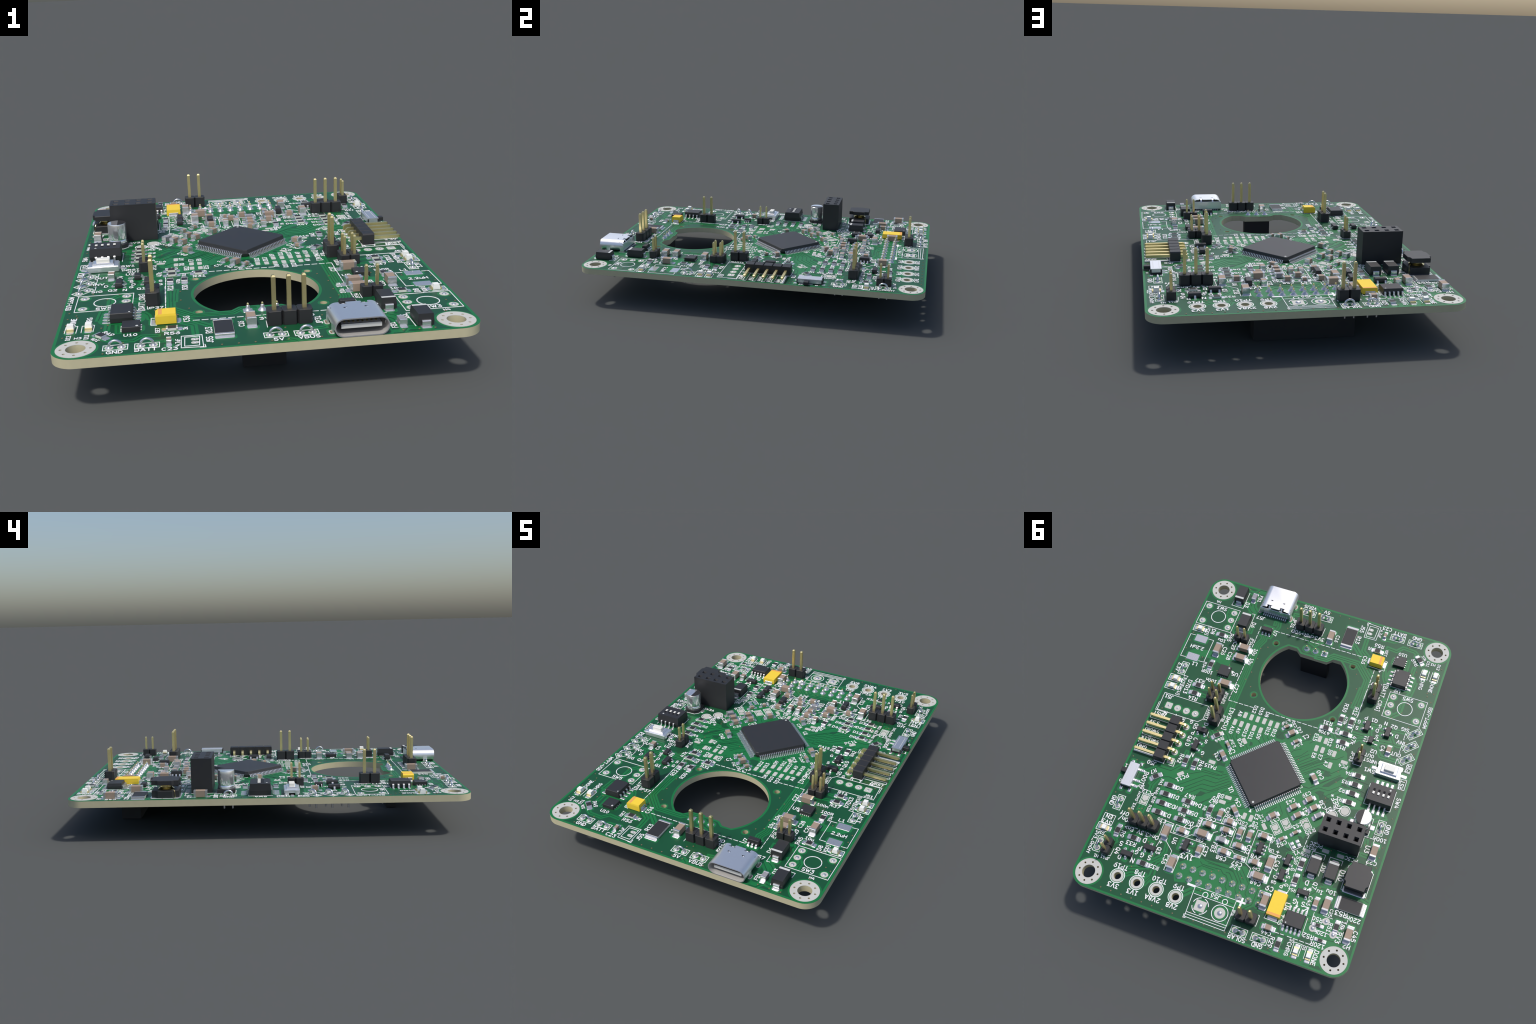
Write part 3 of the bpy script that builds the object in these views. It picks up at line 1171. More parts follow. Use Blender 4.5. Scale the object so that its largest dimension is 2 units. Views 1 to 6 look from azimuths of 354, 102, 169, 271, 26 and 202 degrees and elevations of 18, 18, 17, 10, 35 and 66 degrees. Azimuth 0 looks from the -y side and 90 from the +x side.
# --- printed outlines (polylines in mm)
outline([(34.15, -38.6), (24.05, -38.6), (24.05, -31), (34.25, -31), (34.15, -38.6)])
outline([(-22.7, -27.95), (-32.85, -28), (-32.8, -20.3), (-22.65, -20.35), (-22.7, -27.95)])
outline([(32.75, -27.15), (34.15, -27.1), (34.1, -19.7), (32.65, -19.8)])
outline([(28.9, -27.1), (27.4, -27.1), (27.35, -19.8), (28.8, -19.75)])
outline([(33.45, -7.7), (20.9, -7.7), (20.9, -3.6), (21.9, -2.5), (33.35, -2.4), (33.45, -7.7)])
outline([(33.75, -4.65), (33.75, -2.2), (30.95, -2.2)])
outline([(-5.1, 38.25), (-5.05, 46), (5.05, 45.95), (5.4, 38.4), (-5.1, 38.25)])
outline([(4.9, 44.75), (-5.1, 44.7)])
outline([(4.95, 45.3), (-5.05, 45.3)])
outline([(5, 40.1), (-5, 40.15)])
outline([(5.35, 45.35), (5.3, 46.25), (4.7, 46.2)])
outline([(23.7, -45.15), (23.65, -39.65), (27.05, -39.7), (26.95, -41.25)])
outline([(20.5, -38.85), (19.75, -38.9), (19.7, -33.3)])
outline([(-21.25, 22.5), (-21.25, 26.15)])
outline([(-17.95, 26.2), (-18, 20.65), (-21.25, 20.6), (-21.2, 21.95)])
outline([(-22.45, 26.15), (-22.45, 20.65), (-25.65, 20.65), (-25.6, 21.85)])
outline([(-25.7, 23), (-25.65, 26.15)])
outline([(-0.1, -41), (0, -38.35), (5.2, -38.35)])
outline([(7.8, -38.85), (7.75, -38.2), (6.25, -38.2)])
outline([(19.6, 26.45), (19.55, 29.2), (24.75, 29.1)])
outline([(27.7, 28.75), (27.35, 29), (25.85, 29.05)])
outline([(18.15, -31.3), (18.2, -29.05), (19.65, -29.15)])
outline([(22.3, -29.45), (22.25, -28.95), (21.35, -28.9)])
outline([(18.25, -13.35), (18.2, -9.45)])
outline([(22.35, -9.6), (22.35, -9.1), (21.1, -9.15)])
outline([(16.35, -5.35), (16.4, -3.05), (19, -3.05), (19.1, -3.45)])
outline([(-11.2, 39.8), (-11.5, 39.85), (-11.5, 42.45), (-8.8, 42.35)])
outline([(-6.25, 41.9), (-6.3, 42.5), (-7.6, 42.45)])
outline([(10.2, 24.05), (10.25, 21.85), (1.9, 21.45), (1.45, 21.75), (1.35, 26.5), (-2.65, 26.6), (-2.6, 25.45)])
outline([(2.85, 21.1), (1.85, 22.05), (1.9, 23.95), (3.35, 23.95)])
outline([(-0.7, 24.25), (-0.6, 20.3), (1.3, 20.25), (2, 19.6), (5.5, 19.5), (5.55, 21.45), (3, 21.4)])
outline([(15.85, 25.6), (15.8, 27.65), (12.1, 27.55), (11.25, 26.75), (6.45, 26.7), (6.45, 24.4), (5.55, 23.85)])
outline([(15.85, 25.6), (12.15, 25.6), (11.45, 24.45), (10.45, 24.2), (10.3, 21.9)])
outline([(18.65, 30.5), (16.4, 30.45), (14.2, 32.25), (14.15, 37.25), (11.9, 37.25), (11.9, 32.3), (11.2, 31.35), (9.4, 31.4), (8.85, 31.7), (7.15, 31.6), (7.1, 27.85), (16.45, 27.95), (16.45, 25.65), (18.8, 25.55), (18.65, 30.5)])
outline([(4.25, 27.1), (4.15, 29), (-3.4, 29), (-3.4, 27.65), (-0.2, 27.7), (0.5, 27.15), (4.25, 27.1)])
outline([(-3.6, 20.1), (-3.65, 26), (-3.85, 29)])
outline([(-3.75, 29), (-5.4, 29.85), (-5.4, 32.05), (-10.3, 32.1), (-10.25, 24.55), (-8.05, 24.4)])
outline([(-7.75, 24.05), (-7.5, 22), (-7.5, 20.1), (-3.6, 20.1)])
outline([(-12.75, 39), (-12.65, 39.95), (-16.1, 40), (-16.05, 33)])
outline([(-14.85, -33.55), (-19.25, -33.4), (-19.25, -36.45), (-18.3, -36.55)])
outline([(-28.6, 13.2), (-28.55, 15.9)])
outline([(-28.55, 17.05), (-28.55, 18.45), (-27.15, 18.4)])
outline([(-18.3, 18.1), (-18.25, 18.4), (-23.15, 18.4)])
outline([(-23.55, 18.45), (-26.05, 18.45)])
outline([(-25.7, -1), (-25.7, 4.7), (-26.85, 4.65)])
outline([(-32.5, -0.95), (-32.5, 4.7), (-31.2, 4.75)])
outline([(-27.75, 21.1), (-27.3, 21.15), (-27.25, 21.75)])
outline([(-33.05, 21.15), (-33.5, 21.2), (-33.45, 27.35), (-33.05, 27.35)])
outline([(-27.25, 24.55), (-27.3, 27.3), (-27.7, 27.3)])
outline([(-10.9, -46.6), (-14.4, -46.4), (-14.3, -41.95), (-10.95, -41.9), (-10.9, -46.6)])
outline([(-11.5, -45.9), (-13.85, -45.9), (-13.75, -42.45), (-11.35, -42.4), (-11.5, -45.9)])
outline([(-10.65, -45.8), (-10.55, -46.75), (-11.45, -46.7)])
outline([(-32.85, -9.2), (-34.1, -9.4), (-34.05, -6.8), (-32.7, -6.95)])
outline([(-32.3, -4.7), (-34.05, -4.8), (-34.1, -1.95), (-32.55, -1.9), (-32.3, -4.7)])
outline([(-30, -17.5), (-30, -15.35), (-30.85, -16.5)])
outline([(-30.05, -13.8), (-30, -11.5), (-30.8, -12.7)])
outline([(-30, -9.95), (-29.95, -8.05), (-30.75, -8.85)])
outline([(-23.25, 34.7), (-23.35, 37.5)])
outline([(-25.4, 34.7), (-27.75, 34.75)])
outline([(-25.1, 38.4), (-28.05, 38.45)])
outline([(-31.2, 33.8), (-31.15, 34.9)])
outline([(-31.15, 36.8), (-31.2, 39.35)])
outline([(-22.25, 36.55), (-22.3, 40.7)])
outline([(-17.25, 36.7), (-17.1, 40.65)])
outline([(-17.85, 27.05), (-17.8, 27.1)])
outline([(-19.3, -36.35), (-19.25, -33.4)])
outline([(-22.15, -29.55), (-26.3, -29.5)])
outline([(-19.95, -29), (-20.15, -25.45)])
outline([(-20.2, -24.3), (-20.1, -22.85), (-18.9, -22.85)])
outline([(-21.9, -6.6), (-21.95, -4.65), (-19.8, -4.7), (-19.8, -5.3)])
outline([(-11.65, 20.65), (-13.35, 22.25), (-15.15, 20.35)])
outline([(-21.25, 45.7), (-21.2, 42.8), (-23.15, 42.8), (-23.1, 45.7)])
outline([(-24.4, 45.7), (-24.3, 42.8), (-26.3, 42.8), (-26.3, 45.6)])
outline([(31.25, -28.55), (34.15, -28.5), (34.2, -30.45), (31.35, -30.5)])
outline([(31.4, -11.75), (34.25, -11.75), (34.25, -13.65), (31.5, -13.65)])
outline([(31.4, -9.15), (34.2, -9.1), (34.25, -11.05), (31.45, -11.15)])
outline([(31.3, 33.2), (34.15, 33.25), (34.1, 31.35), (30.95, 31.35)])
outline([(-28.8, -37.25), (-28.75, -34.55), (-30.8, -34.55), (-30.75, -37.3)])
outline([(-31.6, -37.35), (-31.55, -34.45), (-33.5, -34.5), (-33.5, -37.15)])
outline([(28.85, 8.35), (28.15, 11.35), (25.5, 11.45)])
outline([(24.1, 11.4), (22.8, 11.4), (22.9, 9.75)])
outline([(27.65, 36.5), (27.75, 38.5), (29.95, 38.55)])
outline([(17.8, 29.25), (18.2, 32.55)])
outline([(22.75, 35.9), (22.7, 37.1)])
outline([(18.05, -0.7), (18, 0.6)])
outline([(-20.7, 30.65), (-20.6, 31.65)])
outline([(-9.65, 5.35), (-10.05, 5.75), (-9.55, 6.2)])
outline([(0.7, 15.2), (0.15, 15.7), (-0.55, 15.25)])
outline([(-25.35, -7.3), (-25.9, -3.75), (-32.45, -3.7)])
outline([(33.3, 14.7), (33.25, 18.2)])
outline([(31.7, 14.5), (31.8, 19.35)])
# --- dashed fences
fence([(12.4, -35.6), (5.4, -35.7), (5.4, -35.65), (-12.7, -35.7)])
fence([(16.75, -35.65), (16.65, -18.8), (16.65, -18.5), (16.7, -11.2), (9.2, -11.3)])
fence([(4.95, -11.2), (-8.15, -11.25)])
fence([(-11.65, -11.25), (-14.05, -11.3)])
fence([(-16.75, -13.05), (-16.75, -26.05)])
fence([(-16.85, -18.15), (-16.75, -33.2)])
fence([(-15.8, 17.1), (-15.55, 22.4)])
fence([(-15.7, 22.95), (-15.7, 26.95)])
fence([(-15.65, 27.35), (-15.75, 32.45)])
fence([(-28.45, 12.8), (-31.15, 12.8), (-31.1, 19.85), (-29.3, 19.8)])
fence([(-16.05, 42.2), (-18.3, 42.15)])
fence([(-19.2, 42.15), (-24.7, 42.15)])
# --- areas where the copper pour is missing under the mask
bare_area([(26.3, 12.75), (22.75, 12.65), (17, 10.05), (11.85, 7.15), (10.05, 7.1), (2.3, 13.8), (10.1, 16.6), (18.5, 19.65), (22.95, 19.05), (25.15, 18.5), (23.9, 14.95), (26.05, 14.55)])
bare_area([(22.2, 20.55), (20.15, 17.2), (12, 15.1), (7.4, 11.85), (5.75, 15.2), (8.95, 17.25), (10.15, 17.65), (11.35, 18.7), (10.6, 21.85), (11.65, 23.25), (13.9, 22.5), (17.45, 23.75), (18.9, 24.3), (21.55, 23.25), (23.35, 23)])
bare_area([(12.85, 17.65), (6.05, 10.55), (0.75, 15.05), (-1.6, 16.25), (-6, 11.35), (-10.25, 6.7), (-13.75, 3.1), (-15.8, 9.1), (-15, 12.55), (-14.95, 16.25), (-12, 20.8), (-9.1, 21.95), (-3.6, 19.75), (-1.65, 19.9), (1.75, 19.45), (5.5, 17.5), (8.1, 19.15), (11.8, 20.2)])
bare_area([(-0.55, -4.85), (-3.55, -8.1), (-13.5, -5.45), (-15.05, -0.9), (-14.3, 6.8), (-9.5, 5.15)])
bare_area([(17.15, -0.85), (13.8, -3.45), (6.3, -8.05), (1.55, -7.85), (1.4, -4.75), (0.25, -4.7), (10.05, 4.2), (11.3, 3.45)])
bare_area([(12.95, -6.45), (11.1, -9.7), (1.9, -9.45), (1, -4.75), (7.15, 1.15), (9.1, 3.4)])
bare_area([(-6.35, -3.7), (-8.1, -9.9), (-13.6, -10), (-17.65, -6.95), (-18.75, -3.55), (-15.1, 1.75), (-8.75, 3.05)])
bare_area([(-6.25, -3), (-16.45, -5.3), (-20.5, -3.3), (-18.9, 2.05), (-26.75, 3.6), (-26.2, 6.4), (-20.85, 7.9), (-16.2, 5.95), (-13.25, 5.25), (-9.65, 6.55)])
bare_area([(11.8, 34.45), (10.4, 33.4), (7.15, 31.55), (-3, 30.7), (-5.35, 36.75), (2.05, 39.45), (7.75, 38.35), (10.65, 39.05), (11.5, 37.35)])
bare_area([(9.4, 35.1), (6.7, 32.05), (-4.3, 29.7), (-8.3, 33.35), (-9.3, 34.3), (-9.4, 38.2), (-7.4, 39.45), (-0.1, 38.95), (5.15, 38.25), (8.2, 38)])
bare_area([(-7.35, 24.9), (-15.05, 21.55), (-18.4, 29.15), (-19.55, 32), (-13.75, 35), (-11.9, 32.15), (-13.15, 26.35)])
bare_area([(-14.95, 29.45), (-20.8, 28.15), (-24.25, 29), (-24.6, 31.75), (-22.4, 34.6), (-28.8, 34.85), (-32.5, 38.55), (-26.05, 41.5), (-23.1, 40.1), (-14.8, 39.95), (-17.1, 33.95)])
bare_area([(-15.95, 46.3), (-23.3, 44.25), (-29.9, 38.1), (-31.2, 40.15), (-28.45, 41.15), (-28.3, 46.1), (-24.3, 46.95), (-21.9, 47.2), (-17.45, 47)])
bare_area([(33, -21.3), (31.4, -22.9), (26.3, -24.05), (21.25, -24.45), (20.3, -21.35), (22.75, -20.8), (25.7, -21.5), (28.95, -21.35), (29.45, -18.95)])
bare_area([(-6.6, 12.05), (-16.35, 9.95), (-18.4, 12.1), (-15, 17.55), (-14.15, 20.65), (-11.45, 22.3), (-8.25, 17.15)])
# --- islands of pour inside them
pour_island([(25, 18.5), (24.2, 16.55), (23.2, 16.5), (23.95, 18.7), (24.5, 19.9)])
pour_island([(14.55, 17.2), (13.7, 15.3), (12.15, 15.3), (12.95, 16.35)])
pour_island([(6.9, -1.85), (6.15, -1.65), (6, -0.95), (6.7, -0.55)])
pour_island([(1.35, -7.3), (0.55, -7.4), (0.15, -6.6), (0.7, -5.5), (1.35, -5.7)])
pour_island([(-14.55, 3.9), (-16.1, 3.35), (-19.05, -0.35), (-17.85, -0.25), (-14.95, 3.15)])
pour_island([(-13.35, 5.95), (-14.3, 5.1), (-15.65, 5.15), (-15.5, 6.2), (-16.05, 7.15), (-15.1, 7.4), (-14.6, 6.4)])
pour_island([(-13.95, -0.65), (-15.85, 0.2), (-15.2, 0.7), (-13.5, 1.3)])
pour_island([(-7.7, 23.7), (-13.1, 27.7), (-11.75, 22.2)])
pour_island([(-12, 23.2), (-11.8, 21.9), (-11.15, 21.6)])
pour_island([(-22.5, 41.95), (-24.35, 41.55), (-23.85, 40.95), (-22.5, 41.3)])
pour_island([(-15.55, 43.55), (-18.6, 42.95), (-18.75, 43.4), (-17.15, 43.75)])
pour_island([(-13.15, 18.2), (-14.15, 18.1), (-15.6, 19.25), (-14.95, 20.05)])
# --- tracks that run through the pour in a clear band: band width, points
banded_track(1, [(22.4, 41.6), (21.15, 40.65), (19.75, 40.45), (17.75, 40.05)])
banded_track(1, [(17.45, 41.45), (16.35, 39.4), (16.2, 36.3), (13.4, 33.9)])
banded_track(1, [(17.05, 42), (16.1, 39.65), (16.4, 37.05), (15.45, 35.35)])
banded_track(1, [(15.1, 41.45), (16.5, 39.8), (16.55, 37.1)])
banded_track(1, [(22.65, 39.65), (21.75, 39.35), (19, 38.35)])
banded_track(1, [(16.35, 29.1), (15.65, 33), (16.05, 34.35), (17.8, 36.2)])
banded_track(1, [(29.55, 32.8), (28.05, 34.55), (28.9, 35.7)])
banded_track(1, [(26.4, 32.2), (24.85, 31.1), (20.5, 31.3)])
banded_track(1.4, [(7.5, 41.2), (5.55, 39.2), (3.3, 39), (-4.8, 39.35)])
banded_track(1, [(-7.3, 39.5), (-8.8, 38), (-8.9, 33.55)])
banded_track(1, [(-3.85, 43.7), (-4.7, 44.55)])
banded_track(1.2, [(-3.3, 40.4), (-5.2, 40.35)])
banded_track(1, [(12.3, -38.65), (12.05, -37.15), (12.65, -35.15), (13.3, -33.2)])
banded_track(.9, [(13.45, -38.45), (13.4, -37.55)])
banded_track(1.1, [(26.35, -37.3), (26.55, -35.95), (23.5, -32.4), (22.85, -31.55)])
banded_track(1, [(23.7, -36.05), (25.35, -34.75)])
banded_track(1, [(19, -34.85), (18.9, -32.95)])
banded_track(1.2, [(-9.3, -38.55), (-11, -36.85), (-16.5, -31.1)])
banded_track(1.1, [(-11.95, -42.3), (-12.1, -37.7), (-13.8, -36.45)])
banded_track(1, [(-18.05, -40.75), (-20.65, -40.5), (-22.05, -42.15), (-25.35, -41.95), (-26.6, -41)])
banded_track(1, [(-17.1, -43.15), (-19.05, -43.15), (-21, -44.3)])
banded_track(1, [(-24.65, -38.5), (-24.8, -35.4)])
banded_track(1, [(-19.5, -33.5), (-19.75, -31.8), (-20.45, -30.5), (-22.45, -30.1)])
banded_track(1, [(-26.6, -36.95), (-26.55, -34.65)])
banded_track(1, [(-28.3, -32.45), (-27.95, -28.55)])
banded_track(1.2, [(-27.75, -29.05), (-26.75, -26.7), (-26.75, -22.65), (-24.75, -20.55)])
banded_track(1.1, [(-21.7, -25.05), (-23.95, -25.05)])
banded_track(1.1, [(-21.9, -23.5), (-24.05, -23.65)])
banded_track(1, [(-16.3, -16.55), (-18.25, -16.45)])
banded_track(1, [(-17.15, -13.05), (-20, -13.15)])
banded_track(1, [(-18.35, -11), (-19.15, -11.9), (-21, -12.25)])
banded_track(1, [(-20.9, -16.9), (-30.3, -17.6)])
banded_track(1, [(-22.9, -12.8), (-27.75, -13.45), (-29.1, -13.3), (-30.15, -13.55)])
banded_track(1, [(-24.05, -11.2), (-25.8, -9.05), (-30.1, -9.1)])
banded_track(1, [(-21, -15.7), (-21.55, -14)])
banded_track(1, [(-26.2, -15.85), (-28, -13.4)])
banded_track(1.1, [(-8.5, -7.45), (-7.7, -6.55)])
banded_track(1, [(-11.05, -13.1), (-12.75, -14.65)])
banded_track(1, [(-12, -11.4), (-13.2, -9.95), (-13.15, -6.8)])
banded_track(1.3, [(24, -45.65), (22.3, -45.3), (21.1, -47.15), (19.55, -47.2)])
banded_track(1.2, [(23.25, -41.75), (21.3, -39.7), (20, -38.8)])
banded_track(1.2, [(21.5, -45.15), (21, -41.4), (19.3, -39.5)])
banded_track(1, [(9.3, -42.6), (7.35, -42.85)])
banded_track(1.1, [(3.9, -47), (2.9, -46.2)])
banded_track(1.2, [(3, -35.75), (0.85, -34.95), (-0.45, -36.5)])
banded_track(1, [(26.85, -36.35), (26.85, -38.2)])
banded_track(1.1, [(24.35, 14.05), (25.8, 17.75), (25.65, 19.75), (26.25, 24.9)])
banded_track(1.1, [(25.25, 23.4), (25.3, 25.15)])
banded_track(1.2, [(26.55, 12.75), (22.9, 12.65), (21.25, 10.7)])
banded_track(1, [(28.95, 15), (25.9, 12.35)])
banded_track(1, [(21.1, 6.35), (21.15, 7.6)])
banded_track(1.1, [(26.35, 17.65), (25.25, 15.45), (22.75, 14.4), (20.7, 14.55)])
banded_track(1, [(24.25, -12.3), (19.45, -13)])
banded_track(1, [(24.5, -10.4), (23, -10.25)])
banded_track(1, [(18.6, -1.4), (17.5, -1.15), (16.8, -0.45)])
banded_track(1, [(-29.4, 13.7), (-29.6, 14.75)])
banded_track(1, [(-29.3, 17.45), (-31.15, 17.5)])
banded_track(1.2, [(-29.45, 8.1), (-31.9, 6.65)])
banded_track(1, [(-29.85, 11.05), (-29.7, 12.2)])
banded_track(1.2, [(-21.1, 30.9), (-22.9, 28.7), (-25.9, 28.15)])
banded_track(1.1, [(-32.7, 27.75), (-34.5, 28.25)])
banded_track(1, [(-30.8, 33.5), (-33.25, 33.25)])
# --- bundles of tracks
bundle(2.0, (-0.5, 0.0, 0.5), [(14.8, -33.6), (14.6, -31.8), (15.4, -29.8), (15.3, -6.9), (14.1, -4.3)])
bundle(1.7, (-0.3, 0.3), [(-0.9, -31.65), (-3.6, -31.8), (-5.2, -33.4), (-11.9, -33.4), (-15.8, -29.3), (-15.85, -19.5)])
bundle(1.7, (-0.3, 0.3), [(-15.35, -25.9), (-15.25, -22.75), (-15.05, -20.4)])
# --- tracks that cross the bare areas
track([(18.5, 12.1), (15.25, 10.2), (11.05, 9.9), (9.25, 8.8)])
track([(20.6, 16.45), (14, 10.8), (10.55, 10.75), (8.8, 9.25)])
track([(19.95, 17.55), (14.05, 12.1), (10.9, 12), (8.3, 9.8)])
track([(19.2, 18), (14, 13.35), (11.2, 13.2), (7.8, 10.35)])
track([(18.15, 18.5), (14, 14.6), (11.5, 14.5), (7.1, 10.7)])
track([(16.1, 17.75), (12.05, 15.3), (6.8, 11.2)])
track([(11.15, 8.55), (10.1, 8.5)])
track([(13.35, 8.6), (10.2, 8.85)])
track([(15.75, 9.65), (10.2, 9.6)])
track([(12.85, 18.5), (9.5, 15.25)])
track([(18.4, 20.35), (18.35, 19.45), (16.75, 17.7)])
track([(12.75, 20.05), (12.05, 18.05)])
track([(13.65, 22.7), (12.1, 22.25), (11.95, 18.6)])
track([(19.75, 23.6), (18.05, 21.8)])
track([(-3.8, -2), (-4.5, -3.15), (-6.2, -4.25)])
track([(-4.9, -1.15), (-6.7, -2.4), (-7.95, -4.25)])
track([(-5.7, -0.55), (-7.05, -2.1), (-8.55, -3.4)])
track([(-6.2, 0.05), (-9.45, -3.1), (-13.3, -6)])
track([(-6.65, 0.65), (-10.85, -3.15), (-13.65, -5.05)])
track([(-7.1, 1.1), (-11.05, -2.45), (-13.85, -4.4)])
track([(-7.55, 1.5), (-11.4, -1.95), (-14.05, -3.85)])
track([(-7.95, 1.95), (-11.75, -1.35), (-14.3, -3.15)])
track([(-8.4, 2.4), (-12, -0.55), (-15.15, -0.6)])
track([(-3.5, -4.35), (-6.7, -7.05), (-9, -8.5)])
track([(-9.7, 5.35), (-11.65, 5.4), (-13.6, 3.25), (-15.8, 1.25)])
track([(-9.85, 3.4), (-10.35, 2.9)])
track([(10.05, 2.35), (13.25, -1.45), (14.95, -2.75)])
track([(9.35, 1.65), (13.55, -2.9)])
track([(8.45, 1.05), (11.8, -1.65), (11.6, -5.5)])
track([(7.85, 0.5), (10.85, -1.85), (10.65, -5.2)])
track([(6.75, 0.4), (9.1, -2)])
track([(3.8, -1.75), (5.05, -2.85), (6.65, -3.35)])
track([(2.95, -2.5), (4.7, -4.5), (4.55, -7.1)])
track([(2.5, -3.9), (3.25, -4.4), (3.25, -6.3)])
track([(-10.1, 5.5), (-11.7, 5.4), (-18, -0.75)])
track([(-12.15, 5.95), (-13.9, 4.45), (-16.45, 4.4), (-19.55, 1.55)])
track([(-16.4, 5.75), (-20.2, 1.9)])
track([(-16.4, 7), (-20.05, 3.55)])
track([(-16.55, 8.15), (-19.3, 4.85)])
track([(-9.45, 2.2), (-11.85, -0.35), (-15.65, -0.35), (-18, -2.7)])
track([(-7.6, 0.75), (-13.6, -4), (-15.4, -4.35), (-17, -5.8)])
track([(-22, 1.25), (-25.2, 2)])
track([(-22.15, 3.8), (-25.4, 4.4)])
track([(-19.5, -0.25), (-20.55, -1.2), (-22.3, -0.65), (-25.45, -0.6)])
track([(-1.6, 16.25), (-3.2, 19.05), (-4.05, 19.45)])
track([(-2.45, 15.65), (-3.9, 16.55)])
track([(-6.15, 11.85), (-7.75, 14), (-7.45, 15.25)])
track([(-3.95, 15.35), (-5.75, 12.85)])
track([(-8, 11.6), (-8.1, 12.75), (-10.7, 15.5), (-11.95, 15.6)])
track([(12.05, 19.55), (6, 13.45)])
track([(12.5, 18.45), (7.55, 13)])
track([(6.2, 16.15), (4.4, 14.8)])
track([(5.7, 13.5), (4.15, 13.35)])
track([(-4.7, 17.95), (-8.85, 21.25), (-12.95, 22.4)])
track([(6.05, 30.75), (4.9, 31), (-1, 30.5)])
track([(4.3, 29.45), (3.6, 30.3), (-1.55, 29.9)])
track([(-7.65, 23.35), (-12.75, 22.85)])
track([(2.9, 16.55), (0.5, 14.95)])
track([(6.8, 34.05), (5.95, 33.15), (2.65, 33.15)])
track([(6.55, 31.05), (5.55, 31.65), (-1.65, 31.75), (-3.75, 34.05), (-3.7, 35.95), (-4.45, 36.85)])
track([(6.6, 32.3), (6, 32.75), (4.55, 32.75), (1.2, 32.5), (0.35, 33.3), (-0.5, 33.4), (-1.25, 34.3), (-1.25, 36.05), (-1.95, 36.7)])
track([(4.7, 32), (-0.1, 31.75), (-1.65, 32)])
track([(-0.2, 32.7), (-1.1, 32.6), (-2.5, 34.15)])
track([(5.55, 30), (4.85, 30.7), (-1.85, 30.85), (-4.7, 34.15)])
track([(-3.25, 30.35), (-6.3, 33.55), (-6.35, 36.05), (-7, 36.7)])
track([(-3.35, 31.65), (-4.8, 33.05)])
track([(-8.85, 26.8), (-9.9, 28.2)])
track([(-17.6, 28.75), (-17.7, 30.05)])
track([(-17.55, 29.85), (-17.6, 28.25)])
track([(-21.6, 35.95), (-23.1, 35.9)])
track([(-22.4, 37.45), (-23.3, 37.25)])
track([(-27.95, 39.85), (-30.35, 39.6)])

# ------------------------------------------------------------------ larger parts
def tantalum(x, y, deg, L, W, H, slope):
    """Moulded yellow capacitor, stripe at local +x."""
    def body():
        s = Shape()
        a, b, c = rect(0, 0, L, W), rect(0, 0, L + 0.02, W + 0.02), rect(0, 0, L - 0.12, W - 0.12)
        rings = [[(p[0], p[1], 0.12) for p in a], [(p[0], p[1], H * 0.5) for p in b], [(p[0], p[1], H) for p in c]]
        if slope:
            rings[2] = [(min(px, L / 2 - slope), py, pz) for px, py, pz in rings[2]]
            rings.insert(2, [(p[0], p[1], H - slope * 0.8) for p in b])
        return s.loft(rings, YELLOW)

    def stripe():
        edge = L / 2 - (slope if slope else 0.06)
        return Shape().box(edge - 0.36, 0, H - 0.1, H + 0.012, 0.62, W - 0.16, ORANGE)

    def foot():
        s = Shape()
        s.strip([(0.0, H * 0.48), (0.06, H * 0.45), (0.1, 0.3), (0.0, 0.12), (-0.5, 0.12)], W * 0.66, 0.12, TIN)
        return s
    o = place('tantalum_capacitor', shared(('tantalum_capacitor', L), body), x, y, deg)
    place('polarity_stripe', shared(('polarity_stripe', L), stripe), 0, 0, 0, o)
    for sx in (-1, 1):
        place('terminal', shared(('tantalum_foot', L), foot), sx * (L / 2 + 0.02), 0, -90 * sx, o)
        place('solder_pad', shared(('solder_pad', 'tantalum', L), lambda: fillet_pad(W * 0.72, 1.5)), sx * (L / 2 + 0.05), 0, 0, o)
        p = turn((sx * (L / 2 + 0.1), 0), deg)
        clear_rect(x + p[0], y + p[1], 2.3, W * 0.72 + 0.8, deg)


tantalum(-14.5, 36.12, 90, 6.0, 3.45, 1.5, 0)
tantalum(-16.7, -35.15, 180, 3.5, 2.75, 1.9, 0.45)


